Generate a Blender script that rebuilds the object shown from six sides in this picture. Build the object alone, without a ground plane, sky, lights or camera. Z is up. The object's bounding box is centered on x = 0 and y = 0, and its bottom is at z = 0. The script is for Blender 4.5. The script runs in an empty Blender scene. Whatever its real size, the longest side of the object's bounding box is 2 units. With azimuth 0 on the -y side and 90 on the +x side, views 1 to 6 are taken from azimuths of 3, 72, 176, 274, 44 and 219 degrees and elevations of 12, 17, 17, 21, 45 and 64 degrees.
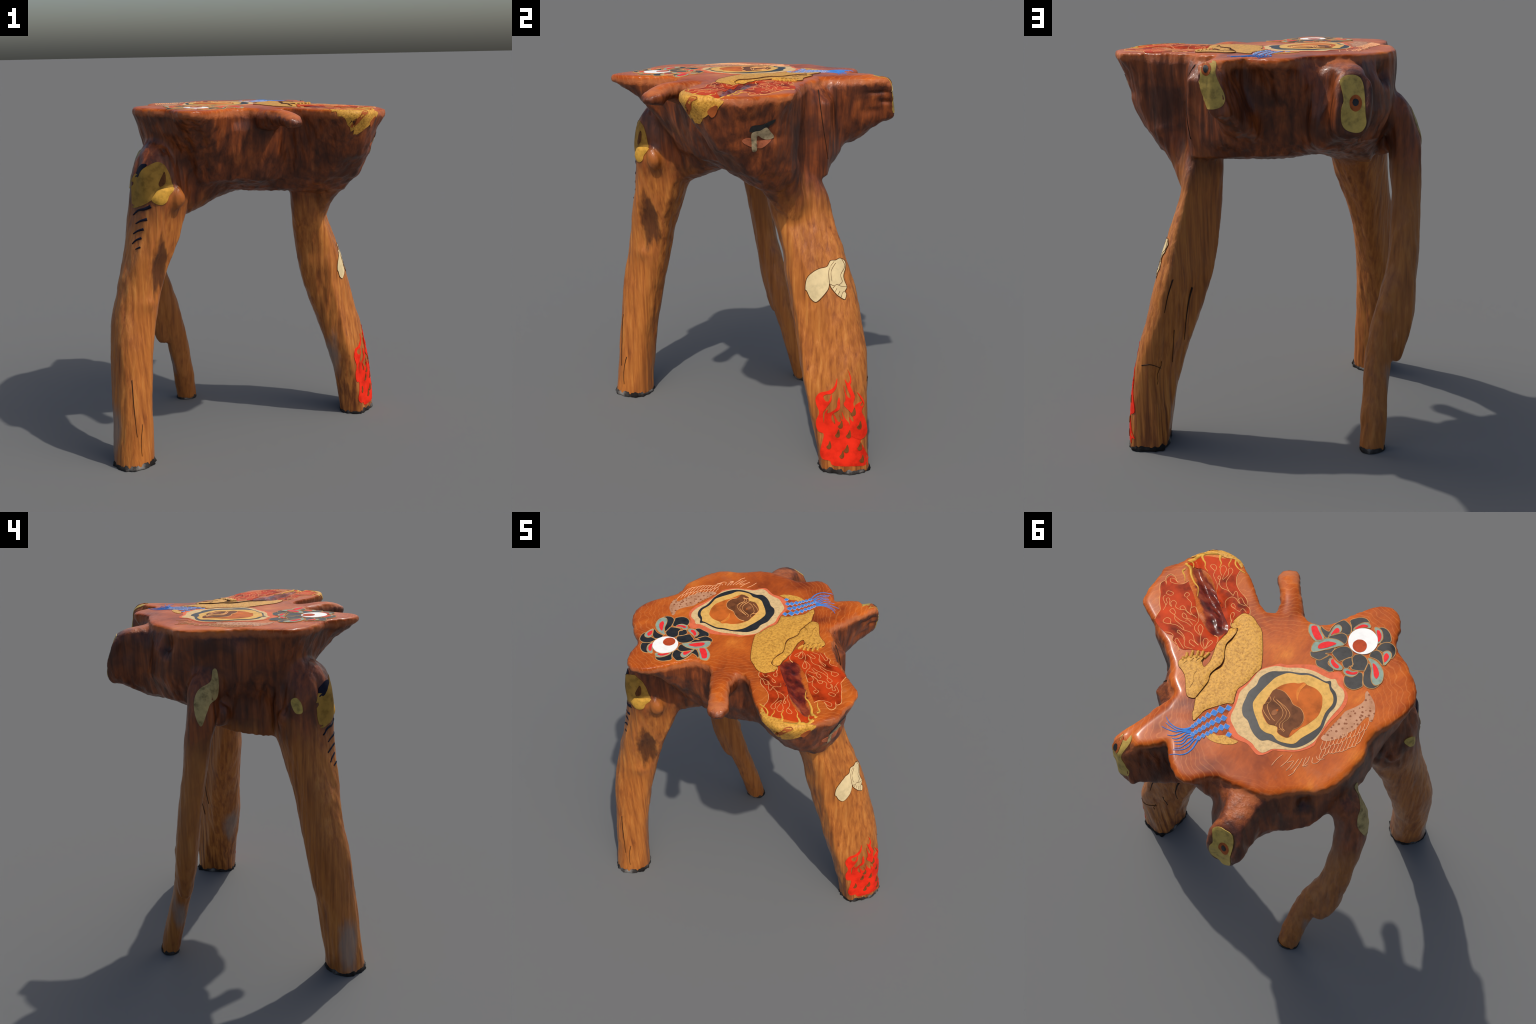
import bpy, bmesh, math, random
import numpy as np
from mathutils import Vector, noise
from mathutils.bvhtree import BVHTree
from mathutils.geometry import delaunay_2d_cdt

random.seed(7)
rng = np.random.default_rng(7)
SCENE = bpy.context.scene.collection

# ---------------------------------------------------------------- helpers
def catmull(pts, n_per=8, closed=True):
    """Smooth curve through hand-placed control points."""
    P = np.array(pts, float)
    N = len(P)
    out = []
    segs = N if closed else N - 1
    for i in range(segs):
        if closed:
            p0, p1, p2, p3 = P[i - 1], P[i], P[(i + 1) % N], P[(i + 2) % N]
        else:
            p0, p1, p2, p3 = P[max(i - 1, 0)], P[i], P[i + 1], P[min(i + 2, N - 1)]
        for k in range(n_per):
            t = k / n_per
            out.append(0.5 * (2 * p1 + (p2 - p0) * t + (2 * p0 - 5 * p1 + 4 * p2 - p3) * t * t
                              + (3 * p1 - p0 - 3 * p2 + p3) * t ** 3))
    if not closed:
        out.append(P[-1])
    return np.array(out)

def periodic(theta_deg, value, q):
    """Periodic linear interpolation of a polar profile, query angles q in degrees."""
    t = np.array(theta_deg, float) % 360
    o = np.argsort(t)
    t = t[o]; v = np.array(value, float)[o]
    t = np.concatenate([t - 360, t, t + 360]); v = np.tile(v, 3)
    return np.interp(q % 360, t, v)

def smooth_periodic(a, k):
    for _ in range(k):
        a = 0.25 * np.roll(a, 1) + 0.5 * a + 0.25 * np.roll(a, -1)
    return a

def add_loft(bm, rings, cap=True):
    """Skin a list of closed rings (each an (n,3) array); rings must run counter-clockwise going up."""
    vs = [[bm.verts.new(p) for p in r] for r in rings]
    n = len(vs[0])
    for a, b in zip(vs[:-1], vs[1:]):
        for i in range(n):
            j = (i + 1) % n
            bm.faces.new((a[i], a[j], b[j], b[i]))
    if cap:
        for r, flip in ((vs[0], True), (vs[-1], False)):
            c = bm.verts.new(sum((v.co for v in r), Vector()) / n)
            for i in range(n):
                j = (i + 1) % n
                bm.faces.new((r[j], r[i], c) if flip else (r[i], r[j], c))

def superellipse(a, b, power, n=48):
    t = np.linspace(0, 2 * np.pi, n, endpoint=False)
    c, s = np.cos(t), np.sin(t)
    return np.stack([a * np.sign(c) * np.abs(c) ** (2 / power), b * np.sign(s) * np.abs(s) ** (2 / power)], 1)

def resample(st, n):
    """Smoothly resample a table of stations (rows), first column is the parameter."""
    st = np.array(st, float)
    c = catmull(st, 6, closed=False)
    t = np.linspace(c[0, 0], c[-1, 0], n)
    return np.stack([t] + [np.interp(t, c[:, 0], c[:, k]) for k in range(1, c.shape[1])], 1)

# ---------------------------------------------------------------- body shape
CX, CY = -0.02, 0.0

def top_z(x, y):
    return 1.982 - 0.016 * x - 0.012 * np.maximum(x, 0) - 0.008 * np.exp(-((x + .50) ** 2 + (y - .33) ** 2) / .03)

# polar profiles of the seat, angle in degrees : radius
TOP = [(-2, .755), (-5, .77), (-11, .80), (-17, .829), (-22, .812), (-29, .824), (-34, .819), (-38, .80),
       (-41, .765), (-44, .71), (-46, .625), (-48, .54), (-50, .46), (-53, .41), (-57, .388), (-68, .395),
       (-80, .415), (-87, .394), (-94, .41), (-99, .456), (-101, .511), (-103.5, .60), (-106, .692), (-109, .73),
       (-112, .741), (-116, .727), (-120, .698), (-124, .657), (-128, .643), (-134, .658), (-139, .672),
       (-144, .688), (-149, .696), (-154, .688), (-159, .664), (-164, .627), (-169, .585), (-174, .561),
       (-179, .567), (177, .593), (170, .597), (165, .603), (159, .61), (154, .618), (149, .604), (144, .58),
       (138, .571), (131, .572), (124, .565), (118, .544), (109, .53), (105, .523), (99, .555), (95, .593),
       (91, .607), (88, .601), (83, .583), (77, .548), (73, .525), (70.5, .585), (67, .655), (62, .655), (59.5, .60), (57, .535), (54, .47), (51, .446), (45, .405),
       (39, .42), (33, .435), (27, .435), (21, .455), (15, .494), (11, .519), (4, .622)]
L186 = [(-46, .50), (-43, .62), (-38, .755), (-30, .795), (-20, .785), (-10, .76), (-2, .715), (4, .61), (11, .51), (21, .455),
        (28, .47), (34, .505), (40, .49), (46, .46), (55, .49), (66, .51), (75, .525), (90, .555), (100, .565), (110, .565), (125, .60), (140, .62),
        (155, .62), (170, .60), (180, .585), (-170, .585), (-160, .645), (-150, .655), (-140, .64), (-130, .615),
        (-122, .62), (-116, .615), (-108, .58), (-104, .51), (-100, .46), (-90, .42), (-70, .405), (-55, .385), (-49, .42)]
L172 = [(-47, .35), (-43, .42), (-38, .56), (-33, .68), (-28, .735), (-20, .745), (-10, .72), (0, .67), (8, .525), (15, .445), (25, .46), (34, .51), (40, .495),
        (46, .475), (55, .50), (75, .50), (90, .51), (105, .52), (118, .60), (126, .635), (135, .635), (145, .63), (160, .61), (175, .59),
        (-172, .58), (-160, .60), (-150, .615), (-138, .59), (-126, .53), (-115, .475), (-105, .435), (-90, .40),
        (-70, .375), (-55, .37)]
L158 = [(-48, .31), (-42, .35), (-36, .43), (-30, .53), (-24, .615), (-16, .665), (-8, .665), (2, .62), (8, .505), (15, .445), (25, .46), (34, .505), (40, .485),
        (46, .475), (55, .48), (75, .47), (90, .47), (105, .49), (116, .56), (124, .585), (132, .58), (140, .575), (155, .57), (175, .54),
        (-170, .505), (-155, .53), (-140, .52), (-128, .44), (-115, .385), (-100, .355), (-85, .335), (-70, .325), (-58, .315)]
L149 = [(-50, .22), (-40, .28), (-30, .345), (-20, .48), (-12, .56), (-4, .57), (2, .51), (8, .46), (16, .45), (25, .455), (34, .485),
        (42, .45), (50, .42), (75, .40), (100, .41), (125, .455), (150, .475), (175, .49),
        (-165, .50), (-150, .51), (-138, .46), (-125, .33), (-112, .25), (-95, .225), (-75, .22), (-60, .22)]
# height of the lower rim all round: it sags where the legs spring from the seat
RIM_Z = [(-75, 1.512), (-55, 1.50), (-40, 1.50), (-25, 1.50), (-12, 1.475), (5, 1.45), (20, 1.45), (35, 1.48), (60, 1.49), (100, 1.505), (125, 1.54), (150, 1.505), (172, 1.405),
         (-170, 1.37), (-158, 1.35), (-148, 1.325), (-138, 1.37), (-126, 1.495), (-115, 1.53), (-95, 1.525)]

def build_seat(bm):
    q = np.linspace(-180, 180, 720, endpoint=False)
    cs, sn = np.cos(np.radians(q)), np.sin(np.radians(q))
    def ring(prof, z, sm=4, scale=1.0, inset=0.0):
        r = smooth_periodic(periodic(*zip(*prof), q), sm) * scale - inset
        x, y = CX + r * cs, CY + r * sn
        zz = top_z(x, y) + z if abs(z) < 0.5 else np.full_like(x, z)
        return np.stack([x, y, zz], 1)
    rings = []
    low = ring(L149, 1.49, 6)
    rim = smooth_periodic(periodic(*zip(*RIM_Z), q), 20)
    low[:, 2] = rim - .012
    for s in (0.02, .3, .55, .8):
        rr = low.copy()
        rr[:, 0] = CX + (rr[:, 0] - CX) * s; rr[:, 1] = CY + (rr[:, 1] - CY) * s
        rr[:, 2] = 1.488 * (1 - s ** 2) + (rim - .012) * s ** 2
        rings.append(rr)
    edge = ring(L149, 1.5, 6, 1.015)
    edge[:, 2] = rim + .012
    rings += [edge, ring(L158, 1.58, 6), ring(L172, 1.72, 6), ring(L186, 1.86, 4)]
    rings += [ring(TOP, -.032, 1), ring(TOP, -.012, 1, 1, .002), ring(TOP, -.003, 1, 1, .012), ring(TOP, 0.0, 1, 1, .03)]
    top = ring(TOP, 0.0, 1, 1, .03)
    for s in (.85, .6, .3, .02):
        rr = top.copy()
        rr[:, 0] = CX + (rr[:, 0] - CX) * s; rr[:, 1] = CY + (rr[:, 1] - CY) * s
        rr[:, 2] = top_z(rr[:, 0], rr[:, 1])
        rings.append(rr)
    add_loft(bm, rings)

# legs: stations (z, centre x, centre y, half widths a, b)
LEGS = [
    dict(name='front', th=-.8, pw=2.6, cut=[(.84, -.54, [(.9, 0), (1.2, .018), (1.4, .03), (1.6, .02)])], st=[
        (0, -.662, -.602, .104, .108), (.2, -.664, -.579, .104, .106), (.4, -.666, -.556, .104, .106), (.5, -.666, -.540, .106, .110),
        (.6, -.663, -.524, .105, .115), (.7, -.657, -.508, .104, .120), (.8, -.648, -.489, .101, .126), (.9, -.631, -.472, .100, .129),
        (1.0, -.609, -.455, .101, .130), (1.1, -.586, -.437, .111, .131), (1.2, -.556, -.420, .126, .138),
        (1.3, -.530, -.400, .138, .146), (1.4, -.510, -.379, .150, .156), (1.5, -.495, -.372, .153, .158),
        (1.6, -.492, -.375, .150, .150), (1.68, -.488, -.375, .138, .136), (1.75, -.478, -.365, .118, .116), (1.82, -.46, -.33, .08, .08)]),
    dict(name='side', th=-.1, pw=3.3, cut=[(-.67, .74, [(0, .0), (.2, .02), (.4, .065), (.8, .10), (1.1, .11), (1.3, .09), (1.5, .05)]),
                                           (.84, -.54, [(0, .03), (.2, .045), (.6, .045), (.9, .03), (1.1, 0), (1.5, 0)])], st=[
        (0, .649, .268, .100, .125), (.1, .642, .262, .105, .127), (.2, .628, .255, .108, .135), (.3, .610, .250, .112, .145),
        (.4, .588, .247, .117, .155), (.5, .562, .246, .122, .165), (.6, .533, .247, .127, .170), (.7, .501, .244, .130, .172),
        (.8, .470, .236, .133, .172), (.9, .440, .227, .135, .171), (1.0, .416, .211, .131, .165), (1.1, .390, .200, .125, .153),
        (1.2, .366, .178, .113, .152), (1.3, .347, .155, .101, .158), (1.4, .335, .13, .095, .155), (1.5, .325, .10, .085, .14),
        (1.6, .30, .06, .06, .10)]),
    dict(name='back', th=.3, pw=2.2, st=[
        (0, -.489, .453, .064, .053), (.1, -.494, .433, .066, .055), (.2, -.502, .409, .068, .057), (.3, -.512, .382, .068, .057),
        (.4, -.521, .355, .068, .057), (.5, -.534, .332, .069, .057), (.6, -.556, .316, .070, .058), (.7, -.585, .303, .075, .060),
        (.8, -.622, .290, .088, .061), (.9, -.644, .273, .084, .062), (1.0, -.657, .257, .080, .064), (1.1, -.663, .239, .075, .067),
        (1.2, -.668, .223, .074, .066), (1.3, -.671, .204, .074, .068), (1.4, -.666, .189, .079, .072), (1.5, -.662, .171, .080, .080),
        (1.6, -.642, .158, .086, .085), (1.7, -.600, .155, .085, .08), (1.78, -.55, .15, .06, .06)]),
]

def build_leg(bm, leg):
    st = resample(leg['st'], 70)
    e1 = np.array([math.cos(leg['th']), math.sin(leg['th'])]); e2 = np.array([-e1[1], e1[0]])
    rings = []
    for z, cx, cy, a, b in st:
        s = superellipse(a, b, leg['pw'], 64)
        xy = s[:, :1] * e1 + s[:, 1:] * e2
        for nx, ny, prof in leg.get('cut', ()):        # hewn flats, their depth changing with height
            depth = np.interp(z, *zip(*prof))
            h = xy @ np.array([nx, ny]); lim = h.max() - depth
            xy = xy - np.maximum(h - lim, 0)[:, None] * np.array([nx, ny])
        xy = xy + np.array([cx, cy])
        rings.append(np.concatenate([xy, np.full((len(xy), 1), z)], 1))
    add_loft(bm, rings)

def build_tube(bm, st, pw=2.4, up=(0, 0, 1), shear=0.0, lean=0.0):
    """Tube along a spine: stations (x, y, z, half width, half height); frames kept upright."""
    P = np.array(st, float)
    t = np.arange(len(P))[:, None]
    R = resample(np.concatenate([t, P], 1), len(P) * 6)[:, 1:]
    rings = []
    for i in range(len(R)):
        d = R[min(i + 1, len(R) - 1), :3] - R[max(i - 1, 0), :3]
        d /= np.linalg.norm(d)
        side = np.cross(d, up); side /= np.linalg.norm(side)
        upv = np.cross(side, d)
        s = superellipse(R[i, 3], R[i, 4], pw)
        rings.append(R[i, :3] + (s[:, :1] + shear * s[:, 1:]) * side + s[:, 1:] * upv
                     - lean * np.maximum(s[:, 1:], 0) * d * (i / len(R)) ** 3)
    add_loft(bm, rings[::1])

BRANCHES = {
    # (x, y, z, half width, half height)
    'north_east': dict(pw=3.2, shear=.35, lean=0, st=[(.10, .25, 1.74, .13, .22), (.180, .42, 1.79, .105, .185), (.232, .53, 1.822, .074, .150),
                                   (.260, .60, 1.840, .064, .128), (.277, .65, 1.842, .058, .114), (.284, .674, 1.845, .048, .098)]),
    'north': dict(pw=2.8, shear=-.12, lean=.55, st=[(-.19, .25, 1.71, .17, .21), (-.26, .45, 1.755, .15, .21), (-.296, .56, 1.775, .108, .180), (-.314, .64, 1.780, .095, .157),
                              (-.325, .695, 1.783, .083, .139), (-.328, .72, 1.783, .068, .122)]),
    'south': dict(pw=2.7, shear=0, lean=0, st=[(.05, -.22, 1.905, .11, .07), (.118, -.39, 1.915, .070, .063), (.174, -.47, 1.930, .054, .046), (.225, -.527, 1.928, .055, .038),
                              (.266, -.575, 1.914, .050, .034), (.293, -.606, 1.897, .024, .018)]),
}
# ridge running from the long lobe down into the side leg
WEB = dict(pw=2.2, st=[(.48, -.04, 1.58, .12, .12), (.445, .02, 1.46, .066, .09), (.415, .08, 1.35, .05, .07), (.395, .12, 1.22, .035, .05)])
STUB = dict(pw=2.6, st=[(-.655, .262, .95, .06, .06), (-.648, .287, .75, .069, .063), (-.632, .304, .6, .064, .054), (-.608, .317, .49, .056, .046), (-.597, .320, .445, .046, .036), (-.594, .322, .432, .030, .024)])

bm = bmesh.new()
build_seat(bm)
for leg in LEGS:
    build_leg(bm, leg)
for b in BRANCHES.values():
    build_tube(bm, b['st'], b['pw'], shear=b['shear'], lean=b['lean'])
build_tube(bm, WEB['st'], WEB['pw'], up=(0, 1, 0))
build_tube(bm, STUB['st'], STUB['pw'], up=(0, 1, 0))
# knots and burls on the limbs: squashed balls sunk in the surface (centre, radius, stretch)
for c, r, k in (((-.395, -.455, 1.50), .055, (1.1, .8, 1.1)), ((-.455, -.485, 1.515), .05, (1, .7, 1)),
                ((-.605, -.335, 1.55), .06, (.8, 1, 1.1)), ((-.60, -.285, 1.50), .05, (.8, 1, 1)),
                ((-.655, .15, 1.62), .075, (.7, 1, 1.5)), ((-.56, .075, 1.52), .06, (1, 1, 1.2)), ((-.665, .29, .66), .045, (.9, 1, 1.3)), ((-.70, .245, 1.02), .035, (.8, 1, 1.3)), ((-.56, .345, .70), .035, (1, .9, 1.6)), ((-.60, .345, .56), .03, (1, 1, 1.8))):
    t = bmesh.ops.create_icosphere(bm, subdivisions=3, radius=r)
    for v in t['verts']:
        v.co = Vector((v.co.x * k[0], v.co.y * k[1], v.co.z * k[2])) + Vector(c)
bmesh.ops.recalc_face_normals(bm, faces=bm.faces)
me = bpy.data.meshes.new('whole_body')
bm.to_mesh(me); bm.free()
whole = bpy.data.objects.new('whole_body', me)
SCENE.objects.link(whole)
m = whole.modifiers.new('remesh', 'REMESH'); m.mode = 'VOXEL'; m.voxel_size = 0.0075; m.adaptivity = 0
dg = bpy.context.evaluated_depsgraph_get()
me2 = bpy.data.meshes.new_from_object(whole.evaluated_get(dg))
bpy.data.objects.remove(whole)

# melt the joints: strong relaxation of the concave places where limbs and branches spring, light elsewhere
n = len(me2.vertices)
co = np.empty(n * 3); me2.vertices.foreach_get('co', co); co = co.reshape(-1, 3)
ed = np.empty(len(me2.edges) * 2, int); me2.edges.foreach_get('vertices', ed); ed = ed.reshape(-1, 2)
deg = np.bincount(ed.ravel(), minlength=n)[:, None]
def neighbour_mean(a):
    r = np.zeros_like(a)
    for k in range(a.shape[1]):
        r[:, k] = np.bincount(ed[:, 0], a[ed[:, 1], k], n) + np.bincount(ed[:, 1], a[ed[:, 0], k], n)
    return r / deg
nr = np.empty(n * 3); me2.vertices.foreach_get('normal', nr); nr = nr.reshape(-1, 3)
for k in range(5):
    co += .5 * (neighbour_mean(co) - co)
for k in range(130):
    lap = neighbour_mean(co) - co
    if k % 10 == 0:
        me2.vertices.foreach_set('co', co.ravel()); me2.update()
        me2.vertices.foreach_get('normal', (b := np.empty(n * 3))); nr = b.reshape(-1, 3)
    out = (lap * nr).sum(1)                       # > 0 in hollows
    w = .5 * np.clip(out / .0004, 0, 1) * np.clip((1.93 - co[:, 2]) / .04, 0, 1)
    w = neighbour_mean(w[:, None])[:, 0]
    co += w[:, None] * lap
me2.vertices.foreach_set('co', co.ravel()); me2.update()

# ---------------------------------------------------------------- relief of the wood
DENTS = [((-.521, .356, 1.889), (.035, .035, .05), .05), ((.66, -.13, 1.76), (.05, .08, .022), .018),
         ((.33, .58, 1.885), (.06, .06, .010), .012), ((.33, .62, 1.835), (.06, .035, .012), .012), ((.32, .55, 1.79), (.06, .05, .02), .010),
         ((-.20, .60, 1.85), (.04, .05, .10), .03), ((-.415, .60, 1.84), (.04, .05, .09), .03), ((.02, .47, 1.72), (.13, .06, .2), .025),
         ((-.49, -.50, 1.10), (.06, .06, .15), .016), ((-.535, -.53, .915), (.05, .05, .035), -.010), ((.40, .36, .62), (.025, .03, .1), .012), ((-.60, .33, .95), (.03, .03, .08), .008)]
n = len(me2.vertices)
co = np.empty(n * 3); me2.vertices.foreach_get('co', co); co = co.reshape(-1, 3)
nr = np.empty(n * 3); me2.vertices.foreach_get('normal', nr); nr = nr.reshape(-1, 3)

def sstep(a, b, x):
    t = np.clip((x - a) / (b - a), 0, 1)
    return t * t * (3 - 2 * t)

def seg_dist(p, a, b):
    a = np.array(a); b = np.array(b); d = b - a
    t = np.clip(((p - a) @ d) / (d @ d), 0, 1)
    return np.linalg.norm(p - a - t[:, None] * d, axis=1), t

top_mask = sstep(.55, .85, nr[:, 2]) * sstep(1.90, 1.94, co[:, 2])
side = 1 - top_mask
def nz(p, f, s):
    return np.array([noise.noise(Vector((q[0] * f[0] + s, q[1] * f[1], q[2] * f[2]))) for q in p])
lump = nz(co, (9, 9, 5), 3.1)
streak = nz(co, (38, 38, 6), 7.7)
fine = nz(co, (75, 75, 22), 1.3)
upper = sstep(1.35, 1.5, co[:, 2])
folds = nz(co, (16, 16, 2.6), 12.5)
low_fold = nz(co, (6, 6, 1.4), 17.5)
below = 1 - sstep(1.90, 1.96, co[:, 2])
disp = side * (upper * (.006 * sstep(1.45, 1.56, co[:, 2]) * lump + (.012 * folds + .012 * low_fold) * below * sstep(1.47, 1.60, co[:, 2]) + .005 * streak) + (1 - upper) * (.0055 * lump + .0045 * streak) + .0015 * fine)
disp += top_mask * .0022 * nz(co, (5, 5, 5), 9.2)
# hollow crack on the big lobe
wander = .03 * nz(co, (7, 7, 7), 21.0)
ax = np.array([.854, -.52]); rel = co[:, :2] - np.array([.30, -.115])
along = rel @ ax
across = rel @ np.array([.52, .854]) + wander + .012
wid = np.interp(along, [-.06, .0, .08, .2, .3, .42, .5], [.02, .06, .068, .05, .034, .024, .015])
crack = np.exp(-(across / wid) ** 2) * sstep(-.08, .0, along) * (1 - sstep(.42, .52, along)) * top_mask
ridge = nz(np.stack([along, across, co[:, 2] * 0], 1), (9, 42, 1), 4.4)
disp -= crack * (.020 + .015 * ridge + .006 * nz(co, (24, 24, 24), 2.2))
# knot holes, hollows and gouges: (centre, radius, depth)
for c_, r_, d_ in DENTS:
    q_ = (co - np.array(c_)) / np.array(r_)
    disp -= d_ * np.exp(-(q_ ** 2).sum(1)) * side
co2 = co + nr * disp[:, None]
# never below ground
co2[:, 2] = np.maximum(co2[:, 2], 0)
me2.vertices.foreach_set('co', co2.ravel())
me2.update()
normals = np.empty(n * 3); me2.vertices.foreach_get('normal', normals); normals = normals.reshape(-1, 3)

bm_all = bmesh.new(); bm_all.from_mesh(me2)
BVH = BVHTree.FromBMesh(bm_all)
bm_all.free()

# ---------------------------------------------------------------- materials
def new_mat(name, rough=.45, spec=.35, coat=0.0):
    m = bpy.data.materials.new(name); m.use_nodes = True
    nt = m.node_tree
    b = nt.nodes['Principled BSDF']
    b.inputs['Roughness'].default_value = rough
    b.inputs['Specular IOR Level'].default_value = spec
    b.inputs['Coat Weight'].default_value = coat
    b.inputs['Coat Roughness'].default_value = .13
    return m, nt, b

class G:
    """Tiny node-graph writer."""
    def __init__(self, nt):
        self.nt = nt
        self.obj = nt.nodes.new('ShaderNodeTexCoord').outputs['Object']
        s = nt.nodes.new('ShaderNodeSeparateXYZ'); nt.links.new(self.obj, s.inputs[0])
        self.x, self.y, self.z = s.outputs
    def link(self, a, b):
        if isinstance(a, (int, float)): b.default_value = a
        elif isinstance(a, tuple): b.default_value = (*a, 1) if len(a) == 3 and b.type == 'RGBA' else a
        else: self.nt.links.new(a, b)
    def math(self, op, a, b=0.0, c=0.0, clamp=False):
        n = self.nt.nodes.new('ShaderNodeMath'); n.operation = op; n.use_clamp = clamp
        for v, i in ((a, 0), (b, 1), (c, 2)): self.link(v, n.inputs[i])
        return n.outputs[0]
    def mapping(self, scale, loc=(0, 0, 0), rot=(0, 0, 0), src=None):
        n = self.nt.nodes.new('ShaderNodeMapping')
        self.nt.links.new(src or self.obj, n.inputs[0])
        n.inputs['Scale'].default_value = scale; n.inputs['Location'].default_value = loc; n.inputs['Rotation'].default_value = rot
        return n.outputs[0]
    def noise(self, vec, scale, detail=4, rough=.55, dist=0.0):
        n = self.nt.nodes.new('ShaderNodeTexNoise')
        self.nt.links.new(vec, n.inputs['Vector'])
        n.inputs['Scale'].default_value = scale; n.inputs['Detail'].default_value = detail
        n.inputs['Roughness'].default_value = rough; n.inputs['Distortion'].default_value = dist
        return n.outputs['Fac']
    def ramp(self, fac, stops):
        n = self.nt.nodes.new('ShaderNodeValToRGB')
        self.link(fac, n.inputs[0])
        e = n.color_ramp.elements
        while len(e) < len(stops): e.new(.5)
        for el, (p, c) in zip(e, stops):
            el.position = p; el.color = (*c, 1) if isinstance(c, tuple) else (c, c, c, 1)
        return n.outputs[0]
    def sstep(self, a, b, x):
        n = self.nt.nodes.new('ShaderNodeMapRange'); n.interpolation_type = 'SMOOTHSTEP'
        self.link(x, n.inputs['Value']); n.inputs['From Min'].default_value = a; n.inputs['From Max'].default_value = b
        return n.outputs[0]
    def mix(self, f, a, b, mode='MIX'):
        n = self.nt.nodes.new('ShaderNodeMix'); n.data_type = 'RGBA'; n.blend_type = mode
        self.link(f, n.inputs[0]); self.link(a, n.inputs[6]); self.link(b, n.inputs[7])
        return n.outputs[2]
    def dist(self, p, scale=(1, 1, 1)):
        v = self.nt.nodes.new('ShaderNodeVectorMath'); v.operation = 'SUBTRACT'
        self.nt.links.new(self.obj, v.inputs[0]); v.inputs[1].default_value = p
        w = self.nt.nodes.new('ShaderNodeVectorMath'); w.operation = 'MULTIPLY'
        self.nt.links.new(v.outputs[0], w.inputs[0]); w.inputs[1].default_value = scale
        l = self.nt.nodes.new('ShaderNodeVectorMath'); l.operation = 'LENGTH'
        self.nt.links.new(w.outputs[0], l.inputs[0])
        return l.outputs['Value']
    def bump(self, h, strength, dist, bsdf):
        n = self.nt.nodes.new('ShaderNodeBump'); n.inputs['Strength'].default_value = strength; n.inputs['Distance'].default_value = dist
        self.link(h, n.inputs['Height']); self.nt.links.new(n.outputs[0], bsdf.inputs['Normal'])

SCAR_C, SCAR_S = (-.485, -.49, 1.10), (1.15, 1.15, .40)

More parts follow.
